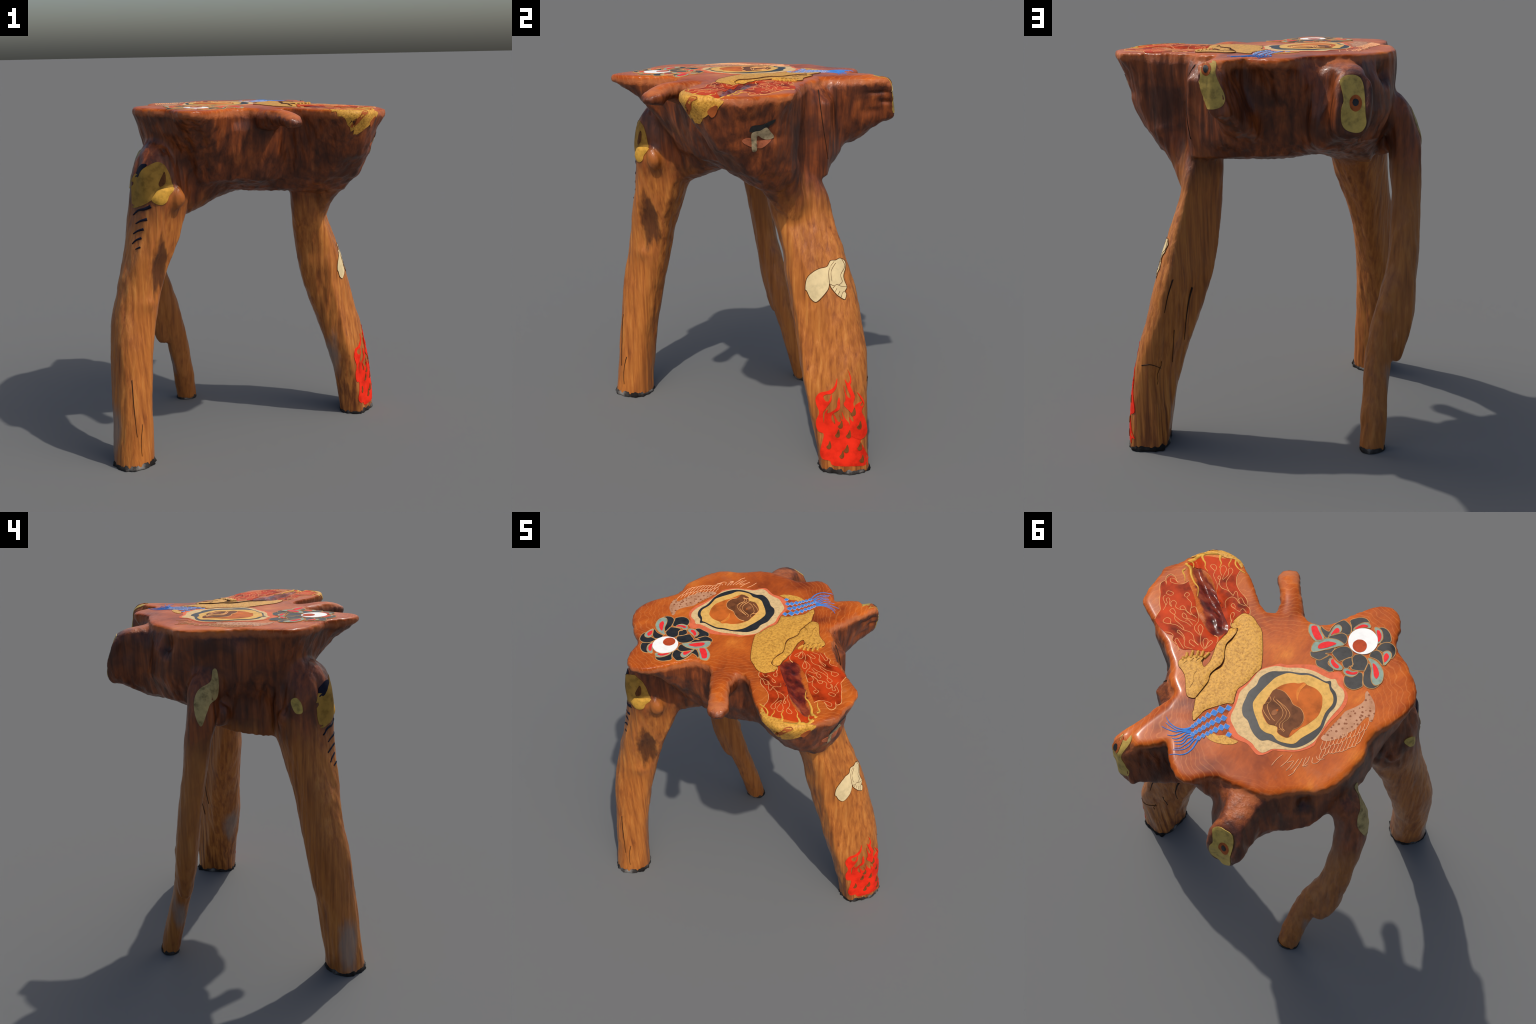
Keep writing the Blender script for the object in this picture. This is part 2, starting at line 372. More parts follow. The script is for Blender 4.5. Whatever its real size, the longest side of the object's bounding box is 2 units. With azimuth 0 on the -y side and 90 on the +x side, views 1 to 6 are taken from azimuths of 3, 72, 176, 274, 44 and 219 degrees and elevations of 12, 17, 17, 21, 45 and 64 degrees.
def wood():
    m, nt, b = new_mat('varnished_wood', .42, .26, .10)
    g = G(nt)
    # sanded top: growth rings about the pith, blotchy orange varnish
    big = g.noise(g.obj, 3.2, 5, .6, .4)
    d = g.dist((-.2, .06, 1.98), (1, 1, .2))
    warp = g.math('MULTIPLY', g.noise(g.obj, 4, 3), .22)
    ringv = g.math('SINE', g.math('MULTIPLY', g.math('ADD', d, warp), 260.0))
    grain = g.noise(g.mapping((30, 8, 8), rot=(0, 0, .5)), 4, 6, .65)
    topc = g.ramp(big, [(.32, (.20, .030, .004)), (.45, (.43, .080, .008)), (.58, (.56, .122, .012)), (.72, (.74, .23, .03))])
    topc = g.mix(g.math('MULTIPLY', g.ramp(grain, [(.35, 0.0), (.7, 1.0)]), .35), topc, (.22, .036, .007))
    topc = g.mix(g.math('MULTIPLY', g.ramp(ringv, [(.75, 0.0), (1.0, 1.0)]), g.math('MULTIPLY', g.sstep(.30, .5, d), .2)), topc, (.80, .30, .08))
    # bark side: vertical fibre streaks
    st = g.noise(g.mapping((26, 26, 2.2)), 1.0, 6, .6, .3)
    st2 = g.noise(g.obj, 5.0, 5, .6, .6)
    sidec = g.ramp(st, [(.30, (.05, .014, .006)), (.46, (.16, .038, .011)), (.60, (.28, .066, .015)), (.78, (.42, .125, .032))])
    sidec = g.mix(g.math('MULTIPLY', g.ramp(st2, [(.45, 0.0), (.64, 1.0)]), .75), sidec, (.05, .015, .008))
    # limbs: long grain, golden to brown
    ls = g.noise(g.mapping((48, 48, 1.9)), 1.0, 7, .62, .25)
    lb = g.noise(g.mapping((3, 3, 1.2)), 1.6, 4, .6, .8)
    legc = g.ramp(ls, [(.26, (.17, .045, .011)), (.42, (.37, .110, .020)), (.56, (.50, .165, .030)), (.78, (.62, .25, .055))])
    legc = g.mix(g.math('MULTIPLY', g.ramp(lb, [(.48, 0.0), (.70, 1.0)]), .42), legc, (.20, .055, .014))
    lowdark = g.math('MULTIPLY', g.sstep(.62, .25, g.math('ADD', g.z, g.math('MULTIPLY', lb, .3))), g.ramp(ls, [(.40, 1.0), (.58, 0.0)]))
    legc = g.mix(g.math('MULTIPLY', g.math('MULTIPLY', lowdark, g.sstep(.1, .3, g.x)), .6), legc, (.13, .030, .008))
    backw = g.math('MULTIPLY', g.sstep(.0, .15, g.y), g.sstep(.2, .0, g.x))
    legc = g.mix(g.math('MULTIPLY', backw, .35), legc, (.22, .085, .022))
    jz = g.math('ADD', g.z, g.math('MULTIPLY', g.math('SUBTRACT', g.noise(g.mapping((8, 8, 3)), 1.5, 4), .5), .32))
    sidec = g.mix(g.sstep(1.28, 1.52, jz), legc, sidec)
    edge = g.math('ADD', g.z, g.math('MULTIPLY', g.math('SUBTRACT', g.noise(g.obj, 22, 4), .5), .05))
    edge = g.math('ADD', edge, g.math('MULTIPLY', g.x, .022))
    mask = g.sstep(1.925, 1.958, edge)
    rim = g.math('MULTIPLY', mask, g.math('SUBTRACT', 1.0, g.sstep(1.955, 1.975, edge)))
    # long dark scar on the front leg, grey patches low on the legs
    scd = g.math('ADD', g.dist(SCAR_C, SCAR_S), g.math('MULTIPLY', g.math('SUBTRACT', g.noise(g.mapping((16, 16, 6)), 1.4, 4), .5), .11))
    scar = g.sstep(.085, .05, scd)  # baked shade of the scar's hollow, painted in as dark brown
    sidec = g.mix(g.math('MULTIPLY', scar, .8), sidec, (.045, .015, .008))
    lip = g.math('MULTIPLY', g.sstep(.115, .09, scd), g.sstep(.08, .09, scd))
    sidec = g.mix(g.math('MULTIPLY', lip, .5), sidec, (.45, .14, .035))
    patch_nz = g.noise(g.mapping((10, 10, 3)), 2, 4)
    for c_, k_ in (((.50, .14, .45), (1.6, 1.6, .42)), ((-.76, -.62, .19), (1.5, 1.5, .5)), ((-.55, .37, .30), (2.4, 2.4, .8))):
        dd = g.math('ADD', g.dist(c_, k_), g.math('MULTIPLY', g.math('SUBTRACT', patch_nz, .5), .12))
        sidec = g.mix(g.math('MULTIPLY', g.sstep(.12, .05, dd), .6), sidec, (.26, .24, .21))
    sidec = g.mix(g.math('MULTIPLY', g.sstep(.075, .045, g.dist((-.385, -.46, 1.50))), .8), sidec, (.46, .14, .026))
    knot_shade = g.sstep(.05, .02, g.dist((-.521, .356, 1.889), (1, 1, .75)))  # shade inside the knot hole, painted dark over its dent
    sidec = g.mix(knot_shade, sidec, (.02, .010, .007))
    col = g.mix(mask, sidec, topc)
    sp = g.mix(mask, (.34, .34, .34), (.10, .10, .10))
    nt.links.new(sp, b.inputs['Specular IOR Level'])
    col = g.mix(g.math('MULTIPLY', rim, .55), col, (.40, .15, .07))
    # dark red resin in the hollow of the big lobe
    hd = g.math('ADD', g.math('MULTIPLY', g.math('SUBTRACT', g.x, .30), -.52), g.math('MULTIPLY', g.math('SUBTRACT', g.y, -.115), -.854))
    hd = g.math('MULTIPLY', hd, -1.0)
    along = g.math('ADD', g.math('MULTIPLY', g.math('SUBTRACT', g.x, .30), .854), g.math('MULTIPLY', g.math('SUBTRACT', g.y, -.115), -.52))
    nzv = g.math('MULTIPLY', g.math('SUBTRACT', g.noise(g.obj, 14, 4), .5), .10)
    wv = g.math('SUBTRACT', g.math('SUBTRACT', .088, g.math('MULTIPLY', along, .14)), g.math('ABSOLUTE', g.math('ADD', hd, nzv)))
    hm = g.math('MULTIPLY', g.sstep(0, .02, wv), g.math('MULTIPLY', g.sstep(-.06, .0, along), g.math('SUBTRACT', 1.0, g.sstep(.38, .44, along))))
    hm = g.math('MULTIPLY', hm, g.sstep(1.91, 1.925, edge))
    resin = g.ramp(g.noise(g.mapping((6, 14, 14), rot=(0, 0, .55)), 2, 5), [(.3, (.04, .008, .006)), (.5, (.16, .018, .009)), (.7, (.32, .06, .02))])
    col = g.mix(hm, col, resin)
    nt.links.new(col, b.inputs['Base Color'])
    rg = g.mix(hm, g.ramp(st2, [(.3, .30), (.7, .46)]), (.2, .2, .2))
    nt.links.new(rg, b.inputs['Roughness'])
    h = g.math('ADD', g.math('MULTIPLY', g.math('SUBTRACT', 1.0, mask), g.math('ADD', st, ls)), g.math('MULTIPLY', grain, .06))
    g.bump(h, .45, .010, b)
    return m

M_SEAT = wood()
M_LEG = {}

# ---------------------------------------------------------------- split the body into named parts
nf = len(me2.polygons)
loops = np.empty(len(me2.loops), int); me2.loops.foreach_get('vertex_index', loops)
starts = np.empty(nf, int); me2.polygons.foreach_get('loop_start', starts)
tot = np.empty(nf, int); me2.polygons.foreach_get('loop_total', tot)
cen = np.empty(nf * 3); me2.polygons.foreach_get('center', cen); cen = cen.reshape(-1, 3)

label = np.zeros(nf, int)          # 0 seat
keys = ['seat', 'front', 'side', 'back', 'north_east', 'north', 'south']
wob = .02 * np.sin(cen[:, 0] * 23 + cen[:, 1] * 17)
for i, leg in enumerate(LEGS):
    st = np.array(leg['st'])
    ax = np.stack([np.interp(cen[:, 2], st[:, 0], st[:, k]) for k in (1, 2)], 1)
    d = np.hypot(*(cen[:, :2] - ax).T)
    lim = {'front': 1.66, 'side': 1.40, 'back': 1.76}[leg['name']]
    rad = {'front': .185, 'side': .30, 'back': .125}[leg['name']]
    out = (cen[:, :2] - np.array([CX, CY])) 
    outer = np.hypot(*out.T)
    inside = (cen[:, 2] < 1.36) if leg['name'] != 'side' else (cen[:, 2] < 1.3)
    radial = np.hypot(ax[:, 0] - CX, ax[:, 1] - CY)
    keep = (d < rad) & (cen[:, 2] + wob < lim) & (inside | (outer > radial + .02) | (leg['name'] == 'side'))
    label[keep] = i + 1
b_lim = {'north_east': ((.24, .50), (.415, .91)), 'north': ((-.30, .55), (-.15, .99)), 'south': ((.115, -.40), (.57, -.82))}
for k, ((ox, oy), (dx, dy)) in b_lim.items():
    t = (cen[:, 0] - ox) * dx + (cen[:, 1] - oy) * dy
    s = np.abs(-(cen[:, 0] - ox) * dy + (cen[:, 1] - oy) * dx)
    lim = {'north_east': .16, 'north': .17, 'south': .11}[k]
    label[(t > wob) & (s < lim) & (cen[:, 2] > 1.55)] = keys.index(k)

root = bpy.data.objects.new('carved_stool', None)
SCENE.objects.link(root)
root['label'] = 'three-legged rustic tree-trunk stool with painted and inlaid top'
root['category'] = 'wooden stool'

PART = {}
for li, key in enumerate(keys):
    idx = np.where(label == li)[0]
    if not len(idx): continue
    faces = [loops[starts[i]:starts[i] + tot[i]] for i in idx]
    used = np.unique(np.concatenate(faces))
    remap = np.full(n, -1); remap[used] = np.arange(len(used))
    nm = {'seat': 'seat', 'front': 'leg', 'side': 'leg', 'back': 'leg'}.get(key, 'branch_stub')
    mesh = bpy.data.meshes.new(nm)
    mesh.from_pydata(co2[used].tolist(), [], [remap[f].tolist() for f in faces])
    mesh.materials.append(M_LEG.get(key, M_SEAT))
    mesh.polygons.foreach_set('use_smooth', np.ones(len(faces), bool))
    mesh.update()
    mesh.normals_split_custom_set_from_vertices(normals[used].tolist())
    ob = bpy.data.objects.new(nm, mesh)
    SCENE.objects.link(ob); ob.parent = root
    PART[key] = ob

# ---------------------------------------------------------------- painted and inlaid decoration
class Frame:
    """A drawing plane: origin and outward normal; local points (a, b) are dropped onto the wood along the normal."""
    def __init__(self, o, n):
        self.o = np.array(o, float); self.n = np.array(n, float); self.n /= np.linalg.norm(self.n)
        if abs(self.n[2]) > .99:
            self.u = np.array([1., 0, 0]); self.v = np.array([0, 1., 0])
        else:
            self.u = np.cross([0, 0, 1.], self.n); self.u /= np.linalg.norm(self.u)
            self.v = np.cross(self.n, self.u)
    def drop(self, a, b):
        p = self.o + a * self.u + b * self.v
        loc, nor, _, dist = BVH.ray_cast(Vector(p + self.n * .45), Vector(-self.n), .9)
        if loc is None or abs(dist - .45) > .12:
            loc, nor, _, _ = BVH.find_nearest(Vector(p))
        return loc, nor

TOPF = Frame((0, 0, 1.98), (0, 0, 1))

def paint(name, colour, vary=.18, scale=40, rough=.5, spec=.08, bump=0.0, dark=None):
    m, nt, b = new_mat(name, rough, spec)
    g = G(nt)
    f = g.noise(g.obj, scale, 4, .6)
    dk = dark or tuple(c * (1 - 2 * vary) for c in colour)
    lt = tuple(min(1, c * (1 + vary)) for c in colour)
    nt.links.new(g.ramp(f, [(.3, dk), (.5, colour), (.72, lt)]), b.inputs['Base Color'])
    if bump:
        g.bump(f, bump, .006, b)
    return m

CORAL = paint('coral_paint', (.68, .145, .06), .1)
CREAM = paint('cream_paint', (.66, .45, .21), .12, 60, bump=.15)
BLACK = paint('black_lacquer', (.018, .018, .018), .3, 50, .4, .3)
GOLDRING = paint('pale_gold_paint', (.70, .40, .10), .1, 50, bump=.12)
ORANGE = paint('orange_stain', (.52, .12, .017), .2, 14)
LIGHTORANGE = paint('light_orange_stain', (.66, .20, .03), .1)
BROWN = paint('brown_stain', (.16, .055, .020), .25, 18)
TAN = paint('tan_stain', (.32, .12, .045), .12)
PALE = paint('pale_gold_line', (.76, .37, .13), .08)
FEATHER = paint('pale_feather_line', (.78, .40, .20), .1)
OCHRE = paint('ochre_line', (.50, .27, .10), .1)
TEAL = paint('grey_teal_paint', (.25, .33, .26), .12)
RED = paint('scarlet_paint', (.77, .030, .032), .08)
WHITE = paint('white_paint', (.88, .86, .80), .03)
PUPIL = paint('rust_paint', (.45, .063, .019), .12)
GOLD = paint('gold_leaf', (.60, .30, .045), .28, 90, .45, .22, .5, (.38, .16, .018))
OLIVEGOLD = paint('aged_gold_leaf', (.50, .33, .07), .22, 30, .45, .3, .2)
YELLOWGOLD = paint('yellow_gold_paint', (.68, .36, .055), .15, 30)
FLAMERED = paint('flame_red_stain', (.46, .042, .006), .35, 9, .5, .06)
TAILBROWN = paint('tail_brown_stain', (.40, .075, .016), .25, 25)
BLUE = paint('blue_paint', (.05, .20, .55), .1)
PALEBLUE = paint('pale_blue_line', (.30, .36, .55), .1)
EYEBROWN = paint('brown_eye_paint', (.38, .095, .025), .15)
DARKLINE = paint('dark_line', (.10, .036, .012), .2)
LIP = paint('pink_lip_paint', (.32, .095, .045), .25)
BONE = paint('bone_paint', (.72, .56, .30), .08, 25)
OLIVE = paint('olive_gold_paint', (.34, .185, .035), .2, 22)
NAVY = paint('navy_paint', (.010, .010, .022), .2, spec=.08)
KHAKI = paint('khaki_paint', (.42, .30, .12), .3, 24)
DULLBONE = paint('weathered_bone_paint', (.34, .26, .15), .3, 40)
HOTRED = paint('hot_red_paint', (.80, .028, .010), .15, 14)
WOODBROWN = paint('scorched_brown', (.20, .060, .015), .2)
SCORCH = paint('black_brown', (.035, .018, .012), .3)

def scan_scrap():  # colour of ground fragments the scan left at the feet
    m, nt, b = new_mat('foot_scan_scrap', .8, .1)
    g = G(nt)
    f = g.noise(g.obj, 9, 4, .6)
    nt.links.new(g.ramp(f, [(.40, (.015, .013, .012)), (.56, (.05, .045, .042)), (.66, (.22, .20, .18))]), b.inputs['Base Color'])
    return m
SCAN_SCRAP = scan_scrap()

def speckled():
    m, nt, b = new_mat('speckled_pink_paint', .5, .2)
    g = G(nt)
    v = nt.nodes.new('ShaderNodeTexVoronoi'); v.inputs['Scale'].default_value = 62
    nt.links.new(g.obj, v.inputs['Vector'])
    d = g.math('ADD', v.outputs['Distance'], g.math('MULTIPLY', g.noise(g.obj, 60, 3), .25))
    gap = g.noise(g.obj, 26, 3)
    spot_ = g.math('MULTIPLY', g.math('SUBTRACT', 1.0, g.sstep(.42, .52, d)), g.sstep(.30, .42, gap))
    base = g.ramp(gap, [(.3, (.42, .19, .09)), (.7, (.56, .29, .16))])
    nt.links.new(g.mix(spot_, base, (.24, .07, .022)), b.inputs['Base Color'])
    return m
WING = speckled()

LINE_MAT = {'contour_line': PALE, 'flame_line': PALE, 'gold_flame': YELLOWGOLD, 'tail_filament': BLUE, 'feather_line': FEATHER,
            'crease_line': DARKLINE, 'dark_stripe': NAVY, 'ink_line': DARKLINE, 'flame_tongue': HOTRED, 'drying_crack': SCORCH,
            'gilded_toe': GOLD, 'rim_line': OCHRE}
STROKES = {}        # family -> [verts, faces]
RIMS = {}

def add_object(name, verts, faces, mat, parent, smooth=True):
    mesh = bpy.data.meshes.new(name)
    mesh.from_pydata([tuple(v) for v in verts], [], faces)
    mesh.materials.append(mat)
    mesh.polygons.foreach_set('use_smooth', np.full(len(faces), smooth))
    mesh.update()
    bm = bmesh.new(); bm.from_mesh(mesh); bmesh.ops.recalc_face_normals(bm, faces=bm.faces); bm.to_mesh(mesh); bm.free()
    ob = bpy.data.objects.new(name, mesh)
    SCENE.objects.link(ob); ob.parent = parent
    return ob

def signed_area(p):
    x, y = p[:, 0], p[:, 1]
    return .5 * np.sum(x * np.roll(y, -1) - np.roll(x, -1) * y)

def inside(poly, q):
    x, y = poly[:, 0], poly[:, 1]
    x2, y2 = np.roll(x, -1), np.roll(y, -1)
    res = np.zeros(len(q), bool)
    for k in range(len(poly)):
        c = ((y[k] > q[:, 1]) != (y2[k] > q[:, 1]))
        if c.any():
            xi = (x2[k] - x[k]) * (q[:, 1] - y[k]) / (y2[k] - y[k] + 1e-12) + x[k]
            res ^= c & (q[:, 0] < xi)
    return res

def edge_dist(poly, q):
    a = poly; b = np.roll(poly, -1, 0)
    d = np.full(len(q), 9.0)
    for p0, p1 in zip(a, b):
        v = p1 - p0
        t = np.clip(((q - p0) @ v) / (v @ v + 1e-12), 0, 1)
        d = np.minimum(d, np.linalg.norm(q - p0 - t[:, None] * v, axis=1))
    return d

def inlay(fr, name, pts, mat, h, parent=None, holes=None, bulge=0.0, rim=None, smooth=True, rimw=.0038):
    """A thin slab of paint or leaf lying on the wood: outline through control points, top lifted h above the surface."""
    parent = parent or PART['seat']
    out = catmull(pts, 5) if smooth else np.array(pts, float)
    if signed_area(out) < 0: out = out[::-1]
    hole = None
    if holes:
        hole = catmull(holes, 5)
        if signed_area(hole) > 0: hole = hole[::-1]
    size = np.ptp(out, axis=0).max()
    step = max(.006, min(.013, size / 6))
    gx = np.arange(out[:, 0].min(), out[:, 0].max(), step); gy = np.arange(out[:, 1].min(), out[:, 1].max(), step)
    grid = np.stack(np.meshgrid(gx, gy), -1).reshape(-1, 2)
    loops_ = [out] + ([hole] if hole is not None else [])
    if len(grid):
        keep = inside(out, grid) & (edge_dist(out, grid) > step * .4)
        if hole is not None: keep &= ~inside(hole, grid) & (edge_dist(hole, grid) > step * .4)
        grid = grid[keep]
    allp = np.concatenate(loops_ + [grid]) if len(grid) else np.concatenate(loops_)
    edges, k0 = [], 0
    for l in loops_:
        edges += [(k0 + i, k0 + (i + 1) % len(l)) for i in range(len(l))]; k0 += len(l)
    vs, es, fs, *_ = delaunay_2d_cdt([Vector(p) for p in allp], edges, [], 0, 1e-6)
    q = np.array([[v.x, v.y] for v in vs])
    fs = [f for f in fs]
    cq = np.array([q[list(f)].mean(0) for f in fs])
    ok = inside(out, cq)
    if hole is not None: ok &= ~inside(hole, cq)
    fs = [tuple(f) for f, k in zip(fs, ok) if k]
    if not fs: return None
    dist = edge_dist(out, q)
    n_ = len(q)
    topv, botv = [], []
    fn = Vector(fr.n)
    for i, (a, b) in enumerate(q):
        p, nn = fr.drop(a, b)
        up = (nn + fn * .5).normalized()
        lift = h + bulge * (1 - math.exp(-dist[i] / .012)) if bulge else h
        topv.append(p + up * lift); botv.append(p - up * .003)
    # drop the pieces that would hang over an edge of the wood
    def ok3(f):
        for i in range(len(f)):
            a, b = f[i], f[(i + 1) % len(f)]
            l2 = math.hypot(*(q[a] - q[b])); l3 = (topv[a] - topv[b]).length
            if l3 > 3.0 * l2 + .006: return False
        return True
    fs = [f for f in fs if ok3(f)]
    if not fs: return None
    faces = [f for f in fs] + [tuple(i + n_ for i in reversed(f)) for f in fs]
    cnt = {}
    for f in fs:
        for i in range(len(f)):
            e = (f[i], f[(i + 1) % len(f)])
            cnt[e] = cnt.get(e, 0) + 1
    for (a, b) in cnt:
        if (b, a) not in cnt:
            faces.append((b, a, a + n_, b + n_))
    ob = add_object(name, topv + botv, faces, mat, parent, True)
    # keep the rim of the slab crisp
    for e in ob.data.edges: pass
    ob.data.set_sharp_from_angle(angle=math.radians(45))
    if rim is not None:
        ring = np.concatenate([out, out[:1]])
        stroke(fr, 'rim_%s' % rim.name, ring, rimw, rimw, h + .0007, raw=True)
    return ob

def stroke(fr, fam, pts, w0, w1, h=.0018, round_end=False, raw=False):
    """A brush line of tapering width, slightly raised; strokes of one family are joined into one part."""
    P = np.array(pts, float) if raw else catmull(pts, 6, closed=False)
    d = np.gradient(P, axis=0); d /= (np.linalg.norm(d, axis=1)[:, None] + 1e-9)
    nrm = np.stack([-d[:, 1], d[:, 0]], 1)
    t = np.linspace(0, 1, len(P))
    w = (w0 + (w1 - w0) * t) / 2
    V, F = STROKES.setdefault(fam, [[], []])
    fn = Vector(fr.n)
    prev = None
    prof = [(-1, -.0015), (-1, h * .7), (0, h * (2.2 if round_end else 1.2)), (1, h * .7), (1, -.0015)]
    for i in range(len(P)):
        base = len(V)
        for s, lift in prof:
            a, b = P[i] + nrm[i] * w[i] * s
            p, nn = fr.drop(a, b)
            V.append(p + (nn + fn * .5).normalized() * lift)
        if prev is not None and (V[base + 2] - V[prev + 2]).length > .05:
            prev = None
        if prev is not None:
            for k in range(len(prof) - 1):
                F.append((prev + k, prev + k + 1, base + k + 1, base + k))
        else:
            F.append(tuple(range(base, base + len(prof))))
        prev = base
    F.append(tuple(reversed(range(prev, prev + len(prof)))))
    STROKE_HOME.setdefault(fam, fr)

STROKE_HOME = {}

def spot(fr, name, c, rx, ry, mat, h):
    a, b = c[0]
    t = np.linspace(0, 2 * np.pi, 16, endpoint=False)
    inlay(fr, name, [(a + rx * math.cos(s), b + ry * math.sin(s)) for s in t], mat, h)

# concentric wavy rings around the pith
inlay(TOPF, 'ring_halo', [(.019, -.053), (-.008, -.091), (-.028, -.119), (-.058, -.132), (-.095, -.162), (-.162, -.206), (-.207, -.210), (-.252, -.225), (-.272, -.244), (-.309, -.227), (-.330, -.191), (-.362, -.173), (-.384, -.149), (-.397, -.113), (-.399, -.066), (-.392, -.007), (-.394, .048), (-.396, .099), (-.402, .133), (-.382, .173), (-.351, .208), (-.300, .242), (-.274, .257), (-.262, .283), (-.246, .306), (-.225, .315), (-.191, .306), (-.159, .299), (-.125, .307), (-.092, .309), (-.064, .299), (-.035, .277), (-.014, .261), (-.001, .235), (.006, .195), (.018, .154), (.043, .108), (.046, .078), (.034, .032), (.031, -.016)], CORAL, 0.0012)
inlay(TOPF, 'wavy_ring', [(.009, -.060), (-.023, -.098), (-.067, -.120), (-.120, -.156), (-.176, -.176), (-.228, -.181), (-.263, -.187), (-.282, -.198), (-.310, -.181), (-.342, -.173), (-.368, -.146), (-.381, -.102), (-.380, -.056), (-.380, -.003), (-.385, .042), (-.391, .081), (-.391, .123), (-.374, .166), (-.346, .201), (-.294, .234), (-.265, .256), (-.253, .281), (-.238, .297), (-.206, .295), (-.179, .285), (-.139, .284), (-.101, .285), (-.069, .270), (-.034, .251), (-.016, .228), (-.006, .191), (.008, .152), (.026, .110), (.023, .066), (.023, .015), (.025, -.025)], CREAM, 0.0022)
inlay(TOPF, 'wavy_ring', [(-.019, -.057), (-.054, -.085), (-.087, -.109), (-.123, -.126), (-.163, -.151), (-.204, -.160), (-.249, -.162), (-.270, -.177), (-.291, -.154), (-.323, -.141), (-.349, -.115), (-.363, -.079), (-.362, -.038), (-.370, -.000), (-.383, .043), (-.385, .098), (-.368, .154), (-.340, .193), (-.298, .214), (-.258, .222), (-.226, .230), (-.202, .250), (-.165, .247), (-.128, .230), (-.094, .207), (-.059, .197), (-.030, .165), (-.015, .121), (-.005, .082), (-.011, .037), (-.001, -.006)], BLACK, 0.003)
inlay(TOPF, 'wavy_ring', [(-.057, -.043), (-.074, -.079), (-.095, -.103), (-.143, -.124), (-.169, -.143), (-.211, -.151), (-.255, -.155), (-.272, -.158), (-.294, -.138), (-.325, -.119), (-.346, -.085), (-.347, -.032), (-.358, .009), (-.367, .042), (-.356, .085), (-.337, .138), (-.328, .177), (-.297, .197), (-.259, .208), (-.225, .199), (-.196, .207), (-.163, .204), (-.125, .180), (-.090, .156), (-.059, .125), (-.051, .095), (-.049, .056), (-.052, .003)], GOLDRING, 0.0038)
inlay(TOPF, 'centre_disc', [(-.096, -.007), (-.109, -.037), (-.137, -.069), (-.160, -.081), (-.177, -.100), (-.198, -.098), (-.241, -.104), (-.281, -.092), (-.301, -.070), (-.319, -.039), (-.330, .003), (-.325, .038), (-.316, .073), (-.305, .100), (-.298, .136), (-.290, .168), (-.269, .179), (-.236, .177), (-.221, .158), (-.205, .157), (-.178, .167), (-.150, .157), (-.122, .138), (-.106, .118), (-.100, .086), (-.093, .046), (-.092, .019)], ORANGE, 0.0046)
inlay(TOPF, 'curled_shape', [(-.090, .017), (-.101, -.001), (-.135, -.008), (-.175, .004), (-.208, .021), (-.246, .020), (-.277, .037), (-.294, .064), (-.296, .098), (-.282, .126), (-.283, .147), (-.288, .169), (-.267, .177), (-.237, .176), (-.222, .157), (-.205, .157), (-.178, .166), (-.151, .155), (-.123, .137), (-.107, .117), (-.101, .086), (-.094, .045)], BROWN, 0.0054)
inlay(TOPF, 'orange_fleck', [(-.178, -.093), (-.192, -.095), (-.190, -.062), (-.198, -.031), (-.211, -.004), (-.185, -.031), (-.175, -.055)], LIGHTORANGE, 0.0054)
spot(TOPF, 'small_disc', [(-.165, .104)], .0125, .0165, TAN, .0062)
spot(TOPF, 'small_disc', [(-.168, .088)], .005, .005, ORANGE, .007)
stroke(TOPF, 'contour_line', [(-.095, .049), (-.114, .063), (-.116, .092), (-.137, .113), (-.171, .133), (-.194, .138)], .0028, .0028, .0066)
stroke(TOPF, 'contour_line', [(-.113, .077), (-.101, .099), (-.110, .119), (-.137, .135), (-.175, .148)], .0028, .0028, .0066)
stroke(TOPF, 'contour_line', [(-.115, .039), (-.124, .055), (-.164, .062), (-.194, .080), (-.206, .107), (-.206, .143), (-.210, .153)], .0028, .0028, .0066)
stroke(TOPF, 'contour_line', [(-.132, .045), (-.172, .056), (-.206, .071), (-.220, .105), (-.218, .133), (-.229, .152), (-.252, .152)], .0028, .0028, .0066)
stroke(TOPF, 'contour_line', [(-.136, .046), (-.189, .053), (-.225, .070), (-.233, .096), (-.228, .126), (-.239, .145), (-.259, .152)], .0028, .0028, .0066)
stroke(TOPF, 'contour_line', [(-.101, -.001), (-.135, -.008), (-.175, .004), (-.208, .021), (-.246, .020), (-.277, .037), (-.294, .064), (-.296, .098), (-.282, .126)], .0028, .0028, .0066)
stroke(TOPF, 'contour_line', [(-.230, .169), (-.240, .157), (-.260, .158)], .0028, .0028, .0066)
# flower with black petals, red and teal drops and an eye
inlay(TOPF, 'petal', [(-.057, -.398), (-.079, -.392), (-.105, -.394), (-.102, -.417), (-.105, -.453), (-.122, -.487), (-.150, -.486), (-.175, -.474), (-.191, -.448), (-.188, -.428), (-.161, -.422), (-.142, -.400), (-.126, -.375), (-.118, -.357), (-.097, -.362), (-.067, -.382)], BLACK, 0.0016, rim=OCHRE)
inlay(TOPF, 'petal', [(-.149, -.502), (-.162, -.528), (-.180, -.548), (-.205, -.556), (-.228, -.547), (-.217, -.539), (-.198, -.516), (-.189, -.480), (-.194, -.463), (-.189, -.455), (-.172, -.480)], BLACK, 0.0016, rim=OCHRE)
inlay(TOPF, 'petal', [(-.123, -.364), (-.141, -.402), (-.160, -.423), (-.185, -.422), (-.201, -.405), (-.205, -.379), (-.171, -.379), (-.143, -.371)], BLACK, 0.0016, rim=OCHRE)
inlay(TOPF, 'petal', [(-.101, -.253), (-.116, -.260), (-.129, -.284), (-.158, -.307), (-.179, -.339), (-.183, -.305), (-.163, -.285), (-.182, -.287), (-.174, -.261), (-.162, -.240), (-.138, -.234), (-.117, -.235)], BLACK, 0.0016, rim=OCHRE)
